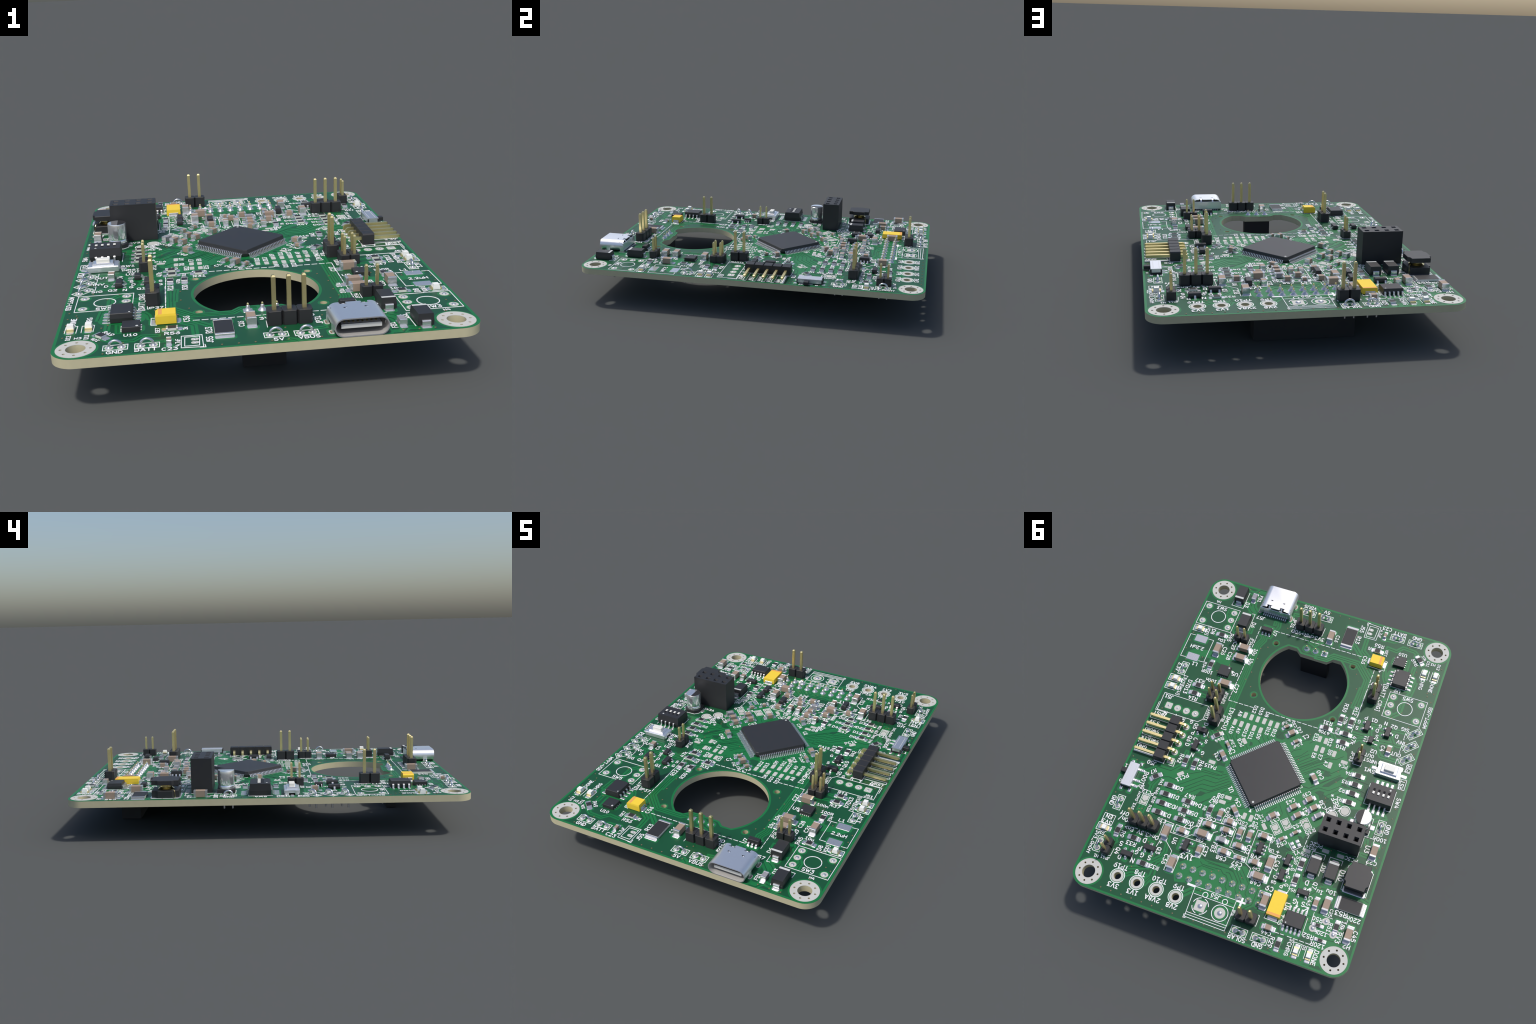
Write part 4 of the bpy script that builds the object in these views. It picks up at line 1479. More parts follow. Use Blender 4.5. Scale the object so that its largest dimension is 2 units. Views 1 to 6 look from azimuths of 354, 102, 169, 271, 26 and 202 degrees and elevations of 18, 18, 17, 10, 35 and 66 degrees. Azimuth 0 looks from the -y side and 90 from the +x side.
def socket(x, y, nx, ny, up, height=8.5):
    """Female strip: block with tapered square openings.  First opening at x, y; runs to -x and +y."""
    def block():
        s = Shape()
        hx, hy = nx * 2.54 + 0.02, ny * 2.54 - 0.06
        cx, cy = -(nx - 1) * 1.27, (ny - 1) * 1.27
        z1, z0 = height, 0.06
        # side walls and floor
        r = rect(cx, cy, hx, hy)
        s.loft([[(p[0], p[1], z0) for p in r], [(p[0], p[1], z1) for p in r]], BLACK, caps=(True, False))
        # top face as a grid of cells with a funnel in each
        for i in range(nx):
            for j in range(ny):
                px, py = -i * 2.54, j * 2.54
                ex = hx / nx
                ox = cx + hx / 2 - (i + 0.5) * ex
                oy = cy - hy / 2 + (j + 0.5) * hy / ny
                c0 = [(p[0], p[1], z1) for p in rect(ox, oy, ex, hy / ny)]
                c1 = [(p[0], p[1], z1) for p in rect(px, py, 1.15, 1.15)]
                c2 = [(p[0], p[1], z1 - 0.5) for p in rect(px, py, 0.66, 0.66)]
                c3 = [(p[0], p[1], z1 - 4) for p in rect(px, py, 0.62, 0.62)]
                s.loft([c0, c1], BLACK, caps=(False, False))
                s.loft([c1, c2], BLACK, caps=(False, False))
                s.loft([c2, c3], DIM, caps=(False, True))
        return s
    o = place('socket_strip', shared(('socket_strip', nx, ny), block), x, y, 0)
    if not up:
        o.rotation_euler = (math.pi, 0, 0)
        o.location.z = TOP - THICK * S
    return o


socket(-19.65, 14.7, 4, 2, True)
for i in range(4):
    for j in range(2):
        clear_round(-19.65 - 2.54 * i, 14.7 + 2.54 * j, 1.25)
# 2 x 9 camera socket and 1 x 3 sensor socket hang below the board
socket(10.1, 37.35, 9, 2, False)
socket(2.54, -33.15, 3, 1, False)
for i in range(9):
    for j, yy in ((0, 34.82), (1, 37.36)):
        joint(10.1 - 2.54 * i, yy, square=(i == 8 and j == 0))
        clear_round(10.1 - 2.54 * i, yy, 1.25)
for i in range(3):
    joint(2.54 - 2.54 * i, -33.15, square=(i == 2))
    clear_round(2.54 - 2.54 * i, -33.15, 1.25)

pin_header(6.35, -39.4, 3, 1, 2.54)
pin_header(25.7, 28.15, 3, 1, 2.54)
pin_header(-7.56, 41.45, 2, 1, 2.54)
pin_header(-19.0, -26.55, 1, 2, 2.54)
pin_header(17.75, -6.55, 1, 2, 2.54)
pin_header(21.2, -29.95, 2, 1, 2.0)
pin_header(29.15, 35.6, 1, 2, 2.0)
pin_header(-20.95, -7.75, 1, 2, 2.0)
pin_header(21.2, -12.0, 2, 2, 2.0)


def angled_header(x, y, n):
    """Right-angle pins: solder ends at x, block beyond them, tips to the board edge (+x)."""
    def housing():
        s = Shape()
        for i in range(n):
            c = 0.3
            h = 1.262
            prof = [(-h + c * 0.6, 0.02), (h - c * 0.6, 0.02), (h, 0.02 + c), (h, 2.54 - c), (h - c * 0.6, 2.54), (-h + c * 0.6, 2.54), (-h, 2.54 - c), (-h, 0.02 + c)]
            s.loft([[(1.5, i * 2.54 + a, z) for a, z in prof], [(4.04, i * 2.54 + a, z) for a, z in prof]], BLACK)
        return s

    def pin():
        w = 0.32
        s = Shape()
        path = [(0, -2.6), (0, 0.95), (0.1, 1.17), (0.32, 1.27), (9.8, 1.27)]
        rings = []
        for k, (px, pz) in enumerate(path):
            a, b = path[max(k - 1, 0)], path[min(k + 1, len(path) - 1)]
            d = Vector((b[0] - a[0], b[1] - a[1])).normalized()
            nx, nz = -d.y * w, d.x * w
            rings.append([(px + nx, -w, pz + nz), (px + nx, w, pz + nz), (px - nx, w, pz - nz), (px - nx, -w, pz - nz)])
        q = w * 0.5
        rings.append([(10.04, -q, 1.27 + q), (10.04, q, 1.27 + q), (10.04, q, 1.27 - q), (10.04, -q, 1.27 - q)])
        return s.loft(rings, GOLD)
    o = place('angled_pin_header', shared('angled_housing', housing), x, y, 0)
    for i in range(n):
        place('pin', shared('angled_pin', pin), 0, i * 2.54, 0, o)
        last = i == n - 1
        poly = rounded(0, 0, 1.7, 1.7, 0.05) if last else disc(0, 0, 0.85)
        place('plated_pad', shared(('header_pad', last), lambda: Shape().prism(poly, -0.03, LAYER_PAD, PAD)), 0, i * 2.54, 0, o)
        place('solder_collar', shared('pin_collar', lambda: Shape().revolve([(0.6, 0.045), (0.48, 0.12), (0.4, 0.3)], SOLDER, n=16)), 0, i * 2.54, 0, o)
        clear_round(x, y + i * 2.54, 1.3)
        yy = y + i * 2.54
        # printed shadow of each pin
        outline([(x + 4.1, yy - 0.4), (x + 10.1, yy - 0.4), (x + 10.1, yy + 0.4), (x + 4.1, yy + 0.4)])
    for k in range(4):
        outline([(x + 4.1, y + 2.54 * (n - 1) - 0.1 + 0.15 * k), (x + 10.1, y + 2.54 * (n - 1) - 0.1 + 0.15 * k)])
    outline([(x + 1.44, y - 1.34), (x + 4.1, y - 1.34), (x + 4.1, y + 2.54 * n - 1.2), (x + 1.44, y + 2.54 * n - 1.2), (x + 1.44, y - 1.34)])


angled_header(24.05, 0.0, 5)


def usb_receptacle(x, y):
    """Oval steel shell, mouth towards -y at the board edge, tongue inside."""
    def oval(w, h, z, n=8):
        r = h / 2 - 0.001
        pts = []
        for cx, a0 in ((w / 2 - r, -90), (-w / 2 + r, 90)):
            for k in range(2 * n + 1):
                a = math.radians(a0 + 180 * k / (2 * n))
                pts.append((cx + r * math.cos(a), z + r * math.sin(a)))
        return pts

    def shell():
        s = Shape()
        zc = 1.63
        o, i = oval(8.94, 3.22, zc), oval(8.54, 2.82, zc)
        y1 = 7.1
        flat = dict(caps=(False, False))
        s.loft([[(a, y1, b) for a, b in i], [(a, 0, b) for a, b in i]], LINING, smooth=True, **flat)
        s.loft([[(a, 0, b) for a, b in i], [(a, 0, b) for a, b in o]], STEEL, **flat)
        s.loft([[(a, 0, b) for a, b in o], [(a, y1, b) for a, b in o]], STEEL, smooth=True, **flat)
        s.loft([[(a, y1, b) for a, b in o], [(a, y1, b) for a, b in i]], STEEL, **flat)
        return s

    def notched_shell():
        """Shell with two latch notches cut into the back of its top."""
        cut = Shape()
        for px in (-1.85, 1.85):
            cut.prism([(px - 0.75, 6.3), (px + 0.75, 6.3), (px + 0.75, 6.45), (px + 0.5, 6.5), (px + 0.62, 7.3), (px - 0.62, 7.3),
                       (px - 0.5, 6.5), (px - 0.75, 6.45)], 2.6, 4.0, STEEL)
        body = bpy.data.objects.new('body', shell().mesh('usb_shell'))
        tool = bpy.data.objects.new('tool', cut.mesh('notch'))
        for q in (body, tool):
            bpy.context.scene.collection.objects.link(q)
        mod = body.modifiers.new('notch', 'BOOLEAN')
        mod.operation = 'DIFFERENCE'
        mod.solver = 'EXACT'
        mod.object = tool
        dg = bpy.context.evaluated_depsgraph_get()
        me = bpy.data.meshes.new_from_object(body.evaluated_get(dg))
        bpy.data.objects.remove(body)
        bpy.data.objects.remove(tool)
        me.set_sharp_from_angle(angle=math.radians(32))
        me.name = 'usb_shell'
        return me

    def back():
        s = Shape()
        s.prism([(-4.3, 6.9), (-2.9, 6.9), (-2.75, 7.15), (-1.7, 7.15), (-1.55, 6.9), (1.55, 6.9), (1.7, 7.15), (2.75, 7.15),
                 (2.9, 6.9), (4.3, 6.9), (4.3, 7.3), (-4.3, 7.3)], 0.35, 2.62, STEEL, 0.1)
        s.box(0, 5.9, 0.4, 2.85, 8.0, 0.2, BLACK)
        s.box(0, 7.0, 0.05, 0.34, 8.2, 0.5, BLACK)
        for k in range(12):
            s.box(-3.2 + k * 0.58, 7.6, 0.02, 0.18, 0.3, 0.9, TIN)
        return s

    def tongue():
        s = Shape()
        s.prism(rounded(0, 0, 6.7, 0.0 + 5.0, 0.3), 0, 0.72, BLACK)
        s.v = [(a, b + 3.3, c + 1.27) for a, b, c in s.v]
        s.box(0, 0.78, 1.28, 1.98, 6.6, 0.2, BAND, 0.08)
        s.box(0, 3.2, 1.985, 2.0, 6.5, 4.4, GREY)
        for k in range(8):
            s.box(-2.6 + k * 0.74, 3.2, 1.95, 2.03, 0.28, 3.6, GOLD)
        return s

    def dents():
        s = Shape()
        for px in (-1.75, 1.75):
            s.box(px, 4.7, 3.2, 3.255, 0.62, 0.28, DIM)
            s.box(px + 0.14, 4.62, 3.2, 3.262, 0.3, 0.22, CAN)
            s.strip([(6.5, 3.15), (6.75, 3.0), (7.0, 2.6), (7.32, 2.2)], 0.45, 0.14, STEEL)
            n = len(s.v)
            s.v[n - 24:] = [(a + px, b, c) for a, b, c in s.v[n - 24:]]
        return s

    def ear():
        s = Shape()
        s.box(0, 0, -1.4, 1.6, 0.3, 1.1, STEEL)
        return s
    o = place('usb_receptacle', notched_shell(), x, y, 0)
    place('connector_back', shared('connector_back', back), 0, 0, 0, o)
    place('tongue', shared('usb_tongue', tongue), 0, 0, 0, o)
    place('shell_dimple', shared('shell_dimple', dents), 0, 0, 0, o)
    for sx in (-1, 1):
        for py, ln in ((2.55, 1.5), (6.75, 1.9)):
            place('mounting_tab', shared('mounting_tab', ear), sx * 4.32, py, 0, o)
            place('slot_pad', shared(('slot_pad', ln), lambda: slot_ring(ln)), sx * 4.45, py, 0, o)
            clear_rect(x + sx * 4.4, y + py, 1.7, ln + 0.9, 0)


def slot_ring(ln):
    s = Shape()
    a, b = rounded(0, 0, 0.95, ln, 0.47, 6), rounded(0, 0, 0.55, ln - 0.4, 0.27, 6)
    s.loft([[(p[0], p[1], -0.03) for p in a], [(p[0], p[1], 0.06) for p in a], [(p[0], p[1], 0.06) for p in b], [(p[0], p[1], 0.01) for p in b]], PAD, caps=(False, False))
    s.add([(p[0], p[1], 0.012 + 0.02) for p in b], [tuple(range(len(b)))], VIA)
    return s


usb_receptacle(14.32, -47.48)


def electrolytic(x, y):
    def base():
        s = Shape()
        h = 2.15
        s.prism([(-h, -h), (h, -h), (h, h - 0.9), (h - 0.9, h), (-h + 0.9, h), (-h, h - 0.9)], 0.1, 0.95, BLACK, 0.05)
        return s

    def can():
        s = Shape()
        s.revolve([(1.75, 0.9), (1.98, 1.0), (2.0, 1.2), (2.0, 1.55), (1.93, 1.7), (1.88, 1.82), (1.93, 1.95), (2.0, 2.1),
                   (2.0, 5.25), (1.96, 5.38), (1.88, 5.44)], CAN, n=48, caps=(True, False))
        s.prism(disc(0, 0, 1.885, 48), 5.3, 5.45, CAN)
        return s

    def mark():
        n = 24
        a = [(1.9 * math.cos(math.radians(-83 + 166 * k / n)), 1.9 * math.sin(math.radians(-83 + 166 * k / n))) for k in range(n + 1)]
        return Shape().prism(a, 5.40, 5.465, FILM)
    o = place('electrolytic_capacitor', shared('capacitor_base', base), x, y, 180)
    place('aluminium_can', shared('aluminium_can', can), 0, 0, 0, o)
    place('polarity_mark', shared('polarity_mark', mark), 0, 0, 180, o)
    for sx in (-1, 1):
        place('terminal', shared('can_terminal', lambda: Shape().box(0, 0, 0.02, 0.2, 2.2, 0.65, TIN)), sx * 1.7, 0, 0, o)
        place('solder_pad', shared(('solder_pad', 'can'), lambda: fillet_pad(1.3, 2.2)), sx * 2.1, 0, 0, o)
        clear_rect(x + sx * 2.2, y, 3.0, 2.1, 0)
    outline([(x - 2.3, y - 1.0), (x - 2.3, y - 2.3), (x + 1.3, y - 2.3), (x + 2.3, y - 1.3), (x + 2.3, y - 0.9)])
    outline([(x + 2.3, y + 0.9), (x + 2.3, y + 1.3), (x + 1.3, y + 2.3), (x - 2.3, y + 2.3), (x - 2.3, y + 1.0)])
    label('+', x + 2.9, y + 1.5, 0, 0.8)


electrolytic(-27.05, 10.15)


def drum_inductor(x, y):
    def flange(z0, z1):
        pts = [(-2.35, -3.2), (2.35, -3.2), (2.45, -2.1), (2.95, -1.65), (2.95, 1.65), (2.45, 2.1), (2.35, 3.2), (-2.35, 3.2),
               (-2.45, 2.1), (-2.95, 1.65), (-2.95, -1.65), (-2.45, -2.1)]
        return Shape().prism(pts, z0, z1, EPOXY, 0.08)

    def core():
        s = Shape()
        s.revolve([(1.8, 1.6), (1.85, 1.8), (1.92, 1.92), (1.6, 2.1), (1.38, 2.35), (1.38, 2.6), (1.6, 2.78), (1.7, 2.95), (1.7, 3.3)], BRASS, n=32)
        s.tube([(1.4, 0.5, 2.0), (1.9, 0.9, 1.9), (2.45, 2.0, 1.9), (2.55, 2.25, 1.6), (2.5, 2.3, 0.1)], 0.07, BRASS, 8)
        s.tube([(-1.4, -0.5, 2.5), (-1.9, -0.9, 2.0), (-2.45, -2.0, 1.9), (-2.55, -2.25, 1.6), (-2.5, -2.3, 0.1)], 0.07, BRASS, 8)
        return s
    o = place('drum_inductor', shared('inductor_foot', lambda: flange(0.08, 1.78)), x, y, 0)
    place('upper_flange', shared('upper_flange', lambda: flange(3.08, 4.2)), 0, 0, 0, o)
    place('winding', shared('winding', core), 0, 0, 0, o)
    for sy in (-1, 1):
        place('solder_pad', shared(('solder_pad', 'inductor'), lambda: fillet_pad(5.6, 1.7)), 0, sy * 2.75, 90, o)
        clear_rect(x, y + sy * 2.75, 6.4, 2.5, 0)


drum_inductor(-30.4, 24.2)


def push_button(x, y):
    def base():
        s = Shape()
        s.box(0, 0, 0.05, 0.5, 6.0, 3.6, BLACK)
        a, b = rect(0, 0, 6.0, 3.7), rect(0, 0, 5.9, 3.5)
        s.loft([[(p[0], p[1], 0.12) for p in a], [(p[0], p[1], 1.15) for p in a], [(p[0], p[1], 1.3) for p in b]], STEEL)
        c, d = rect(0, 0, 4.3, 2.5), rect(0, 0, 3.9, 2.1)
        s.loft([[(p[0], p[1], 1.25) for p in c], [(p[0], p[1], 1.62) for p in c], [(p[0], p[1], 1.75) for p in d]], CAN)
        for sx in (-1, 1):
            for sy in (-1, 1):
                s.box(sx * 3.05, sy * 1.2, 0.1, 1.15, 0.2, 0.9, STEEL)
        return s

    def cap():
        return Shape().prism(rounded(0, 0, 2.7, 1.4, 0.2), 1.7, 2.5, IVORY, 0.1)
    o = place('push_button', shared('button_base', base), x, y, 0)
    place('button_cap', shared('button_cap', cap), 0, 0, 0, o)
    for sx in (-1, 1):
        place('terminal', shared('button_tab', lambda: Shape().box(0, 0, 0.02, 0.2, 1.3, 0.7, TIN)), sx * 3.3, 0, 0, o)
        place('solder_pad', shared(('solder_pad', 'button'), lambda: fillet_pad(1.0, 1.3)), sx * 3.95, 0, 0, o)
        clear_rect(x + sx * 3.95, y, 2.1, 1.8, 0)


push_button(-29.15, -5.5)


def dip_switch(x, y):
    def body():
        s = Shape()
        a, b, c = rect(0, 0, 6.3, 4.9), rect(0, 0, 6.5, 5.2), rect(0, 0, 6.3, 4.65)
        s.loft([[(p[0], p[1], 0.1) for p in a], [(p[0], p[1], 1.2) for p in b], [(p[0], p[1], 2.9) for p in c]], BLACK)
        return s

    def slot():
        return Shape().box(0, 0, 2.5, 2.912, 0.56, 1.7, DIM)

    def slider():
        return Shape().box(0, 0, 2.6, 3.08, 0.55, 0.72, IVORY, 0.05)
    o = place('dip_switch', shared('dip_body', body), x, y, 0)
    lm = shared(('lead', 'dip'), lambda: gull(1.25, 1.0, 0.38, 0.18, 0.5))
    for i in range(4):
        px = (1.5 - i) * 1.27
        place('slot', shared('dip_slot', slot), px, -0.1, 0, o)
        place('slider', shared('slider', slider), px, 0.22, 0, o)
        for sd in (-1, 1):
            place('lead', lm, px, sd * 2.55, 0 if sd > 0 else 180, o)
            place('solder_pad', shared(('solder_pad', 'dip'), lambda: fillet_pad(0.75, 1.25)), px, sd * 3.95 , 90, o)
            clear_rect(x + px, y + sd * 3.95, 1.5, 2.0, 0)
    place('pin_one_dot', shared('diamond', lambda: Shape().prism([(0, -0.3), (0.3, 0), (0, 0.3), (-0.3, 0)], 2.8, 2.912, BAND)), -1.95, -1.6, 0, o)


dip_switch(-29.15, 2.0)


def slide_switch(x, y):
    def cover():
        s = Shape()
        r = [(-1.3, 0.25), (1.3, 0.25), (1.3, 1.36), (1.24, 1.42), (-1.24, 1.42), (-1.3, 1.36)]
        s.loft([[(a, -3.2, b) for a, b in r], [(a, 3.2, b) for a, b in r]], BRUSHED)
        for px in (-0.75, 0.65):
            s.box(px, 0, 1.40, 1.432, 0.1, 5.0, BAND)
        return s

    def ends():
        s = Shape()
        for sy in (-1, 1):
            for sx in (-1, 1):
                s.box(sx * 1.2, sy * 3.3, 0.1, 1.25, 0.3, 0.25, BLACK)
        s.box(0, 0, 0.05, 0.5, 2.4, 6.5, BLACK)
        return s
    o = place('slide_switch', shared('switch_cover', cover), x, y, 0)
    place('switch_frame', shared('switch_frame', ends), 0, 0, 0, o)
    place('knob', shared('knob', lambda: Shape().box(2.05, -0.75, 0.25, 1.05, 1.6, 1.25, BLACK, 0.05)), 0, 0, 0, o)
    for px, py, w, l in ((-2.0, -2.25, 0.75, 1.4), (-2.0, 0.75, 0.75, 1.4), (-2.0, 2.25, 0.75, 1.4)):
        place('terminal', shared('switch_tab', lambda: Shape().box(0.5, 0, 0.04, 0.22, 1.2, 0.4, TIN)), px, py, 0, o)
        place('solder_pad', shared(('solder_pad', 'switch'), lambda: fillet_pad(0.75, 1.5)), px, py, 0, o)
        clear_rect(x + px, y + py, 2.2, 1.5, 0)
    for px in (-1.15, 1.15):
        for py in (-3.75, 3.75):
            place('solder_pad', shared(('solder_pad', 'anchor'), lambda: fillet_pad(0.8, 1.0)), px, py, 90, o)
            clear_rect(x + px, y + py, 1.6, 1.9, 0)


slide_switch(31.8, 17.4)

# ------------------------------------------------------------------ empty footprints
for hx, hy in ((32.85, -37.35), (32.85, -32.3), (25.34, -37.35), (25.34, -34.82), (25.34, -32.3)):
    plated_hole(hx, hy)
    plated_hole(hx - 56.8 + (0 if hx < 30 else -0.0) + (7.56 if hx < 30 else -7.56), hy + 10.65)
for i in range(4):
    plated_hole(30.9 - 2.5 * i, -4.43, square=(i == 0), r=0.9, dome=0.3)
plated_hole(2.48, 42.45, True, 1.3, 0.65)
plated_hole(-2.49, 42.45, False, 1.32, 0.65)
for px, py in ((-26.55, 35.8), (-24.1, 38.35), (-29.05, 38.25)):
    plated_hole(px, py, False, 0.86, 0.45)
for py in (-44.75, -43.45):
    place('oval_pad', shared('oval_pad', lambda: Shape().prism(rounded(0, 0, 1.3, 0.85, 0.42), -0.03, LAYER_PAD, PAD)), -12.15, py, 0)
    plated = shared('tiny_bead', lambda: Shape().revolve([(0.22, 0.05), (0.15, 0.12), (0.02, 0.15)], SOLDER, n=12))
    place('solder_bead', plated, -12.15, py, 0)
for py in (-26.5, -20.45):
    place('inductor_pad', shared('inductor_pad', lambda: Shape().prism(rounded(0, 0, 3.35, 2.2, 0.1), -0.03, 0.12, TIN, 0.05)), 30.8, py, 0)
    clear_rect(30.8, py, 4.2, 3.0, 0)
for px, py in ((-12.55, 20.6), (-13.6, 19.6), (-14.3, 20.35), (-13.3, 21.3)):
    place('crystal_pad', shared('crystal_pad', lambda: fillet_pad(0.85, 0.95)), px, py, 45)
for px, py in ((-22.0, 8.2), (-19.35, 10.3)):
    place('probe_pad', shared('probe_pad', lambda: Shape().prism(disc(0, 0, 1.05), -0.03, LAYER_PAD, PAD)), px, py, 0)
    ring(px, py, 1.3)
TEST_POINTS = [(24.0, 42.38), (18.95, 42.38), (13.9, 42.38), (8.86, 42.38)]
CORNERS = [(sx * 31.03, sy * 43.7) for sx in (-1, 1) for sy in (-1, 1)]
SCREWS = [(sx * 11.0, -23.5 + sy * 8.55) for sx in (-1, 1) for sy in (-1, 1)]


def annulus(cx, cy, ro, ri, holes=0, rh=0.0, rhole=0.0):
    """Flat plated ring; small stitching holes show as dark barrels around it."""
    s = Shape()
    a, b = disc(0, 0, ro, 56), disc(0, 0, ri, 56)
    s.loft([[(p[0], p[1], 0.0) for p in a], [(p[0], p[1], LAYER_PAD) for p in a], [(p[0], p[1], LAYER_PAD) for p in b], [(p[0], p[1], 0.0) for p in b]], PAD, caps=(False, False))
    return s


def filled_loops(loops, half, name):
    """Flat plate with holes: outlines filled by the even-odd rule and thickened by half either way."""
    cu = bpy.data.curves.new(name, 'CURVE')
    cu.dimensions = '2D'
    cu.fill_mode = 'BOTH'
    cu.extrude = half * S
    for pts in loops:
        sp = cu.splines.new('POLY')
        sp.points.add(len(pts) - 1)
        for p, q in zip(sp.points, pts):
            p.co = (q[0] * S, q[1] * S, 0, 1)
        sp.use_cyclic_u = True
    o = bpy.data.objects.new(name, cu)
    bpy.context.scene.collection.objects.link(o)
    dg = bpy.context.evaluated_depsgraph_get()
    me = bpy.data.meshes.new_from_object(o.evaluated_get(dg))
    bpy.data.objects.remove(o)
    me.materials.clear()
    me.name = name
    return me


STITCH = [(2.37 * math.cos(math.radians(45 * k)), 2.37 * math.sin(math.radians(45 * k))) for k in range(8)]
ring_mesh = filled_loops([disc(0, 0, 3.2, 64), disc(0, 0, 1.6, 48)] + [disc(a, b, 0.24, 14) for a, b in STITCH], 0.04, 'mounting_ring')
ring_mesh.materials.append(PAD)
for cx, cy in CORNERS:
    place('mounting_ring', ring_mesh, cx, cy, 0, z=LAYER_PAD - 0.04)
    clear_round(cx, cy, 3.62, 3.1)
for cx, cy in TEST_POINTS:
    place('test_ring', shared('test_ring', lambda: annulus(0, 0, 1.5, 0.9)), cx, cy, 0)
    ring(cx, cy, 1.74)
    clear_round(cx, cy, 1.95, 0.9)
for cx, cy in SCREWS:
    clear_round(cx, cy, 1.05, 0.7)


# ------------------------------------------------------------------ hand-drawn rings of the print
ring(29.1, -34.83, 1.95)
ring(-27.75, -24.18, 1.95)
ring(2.48, 42.45, 1.95, a0=15, a1=75)
ring(2.48, 42.45, 1.95, a0=105, a1=165)
ring(2.48, 42.45, 1.95, a0=195, a1=255)
ring(2.48, 42.45, 1.95, a0=285, a1=345)
ring(-2.49, 42.45, 1.95)
ring(2.35, 39.55, 0.62)
ring(-2.65, 39.55, 0.62)
outline([(7.2, 38.47), (5.5, 38.47)], 0.55)
outline([(-7.2, 38.3), (-5.4, 38.3)], 0.5)
outline([(-6.3, 37.4), (-6.3, 39.2)], 0.5)
outline([(33.7, 28.65), (30.85, 28.65), (30.85, 31.25), (33.7, 31.25), (33.7, 28.65)])
label('EN', 32.3, 29.3, 0, 1)
label('JP37', -18.6, -28.7, 0, 0.9)
label('3V3A', -23.1, 11.7, 0, 0.9)
outline([(-18.75, 33.7), (-18.85, 34.5)], 0.25)
outline([(-20.7, 35.3), (-21.66, 34.15)], 0.25)
outline([(-20.7, 34.2), (-21.66, 34.15), (-21.6, 35.1)], 0.25)


def marker(x, y, deg, k=0.45):
    """Small filled triangle beside pin one."""
    pts = [turn(p, deg) for p in ((-k, -k * 0.8), (k, 0), (-k, k * 0.8))]
    lay(flat_ink, 'ink', [(x + a, y + b) for a, b in pts], LAYER_INK, INK)


for mx, my, md in ((-18.9, 35.0, 90), (32.0, 5.6, 0), (-20.6, 29.9, 180), (-13.9, 26.9, -90), (-16.9, 37.9, -90), (18.9, -19.4, 90), (0.0, 15.95, -90)):
    marker(mx, my, md)

# ------------------------------------------------------------------ board panel
def edge_profile():
    r, pts = 3.84, []
    for qx, qy, a0 in ((1, 1, 0), (-1, 1, 90), (-1, -1, 180), (1, -1, 270)):
        for k in range(13):
            a = math.radians(a0 + 90 * k / 12)
            pts.append((qx * (HALF_X - r) + r * math.cos(a), qy * (HALF_Y - r) + r * math.sin(a)))
    return pts


WINDOW = (0.0, -23.5, 11.62)


def window_profile(grow=0.0):
    """Round sensor opening; a chord with a stepped tongue closes its -y side."""
    cx, cy, r = WINDOW
    r += grow
    chord = -32.4 - grow
    a = math.asin((chord - cy) / r)
    pts = []
    n = 96
    for k in range(n + 1):
        t = a + (math.pi - 2 * a) * k / n
        pts.append((cx + r * math.cos(t), cy + r * math.sin(t)))
    pts += [(-5.1, chord), (-3.8, chord + 1.25), (3.65, chord + 1.25), (5.1, chord)]
    return pts


def panel():
    loops = [edge_profile(), window_profile()]
    loops += [disc(x, y, 1.6, 48) for x, y in CORNERS]
    loops += [disc(x + a, y + b, 0.24, 14) for x, y in CORNERS for a, b in STITCH]
    loops += [disc(x, y, 0.9, 28) for x, y in TEST_POINTS]
    loops += [disc(x, y, 0.68, 24) for x, y in SCREWS]
    me = filled_loops(loops, THICK / 2, 'board_panel')
    for m in (POUR, FR4):
        me.materials.append(m)
    for p in me.polygons:
        p.material_index = 0 if abs(p.normal.z) > 0.5 else 1
        p.use_smooth = abs(p.normal.z) <= 0.5
    me.set_sharp_from_angle(angle=math.radians(35))
    o = bpy.data.objects.new('board_panel', me)
    bpy.context.scene.collection.objects.link(o)
    o.parent = root
    o.location = (0, 0, TOP - THICK / 2 * S)
    return o


panel()


def rim(loop, width, closed_inset):
    """Strip of bare mask along an edge where the pour stops short."""
    s = Shape()
    inner = inset(loop, width)
    s.loft([[(p[0], p[1], -0.02) for p in loop], [(p[0], p[1], 0.004) for p in loop],
            [(p[0], p[1], 0.004) for p in inner], [(p[0], p[1], -0.02) for p in inner]], BARE, caps=(False, False))
    return s


place('edge_clearance', rim(edge_profile(), 0.5, True).mesh('edge_clearance'))
place('window_clearance', rim(window_profile(0.01)[::-1], 0.5, False).mesh('window_clearance'))

# ------------------------------------------------------------------ stitching vias
vias = Shape()


def via(x, y, k):
    vias.prism(disc(x, y, 0.17, 10), -0.02, LAYER_PAD - 0.004, VIA)


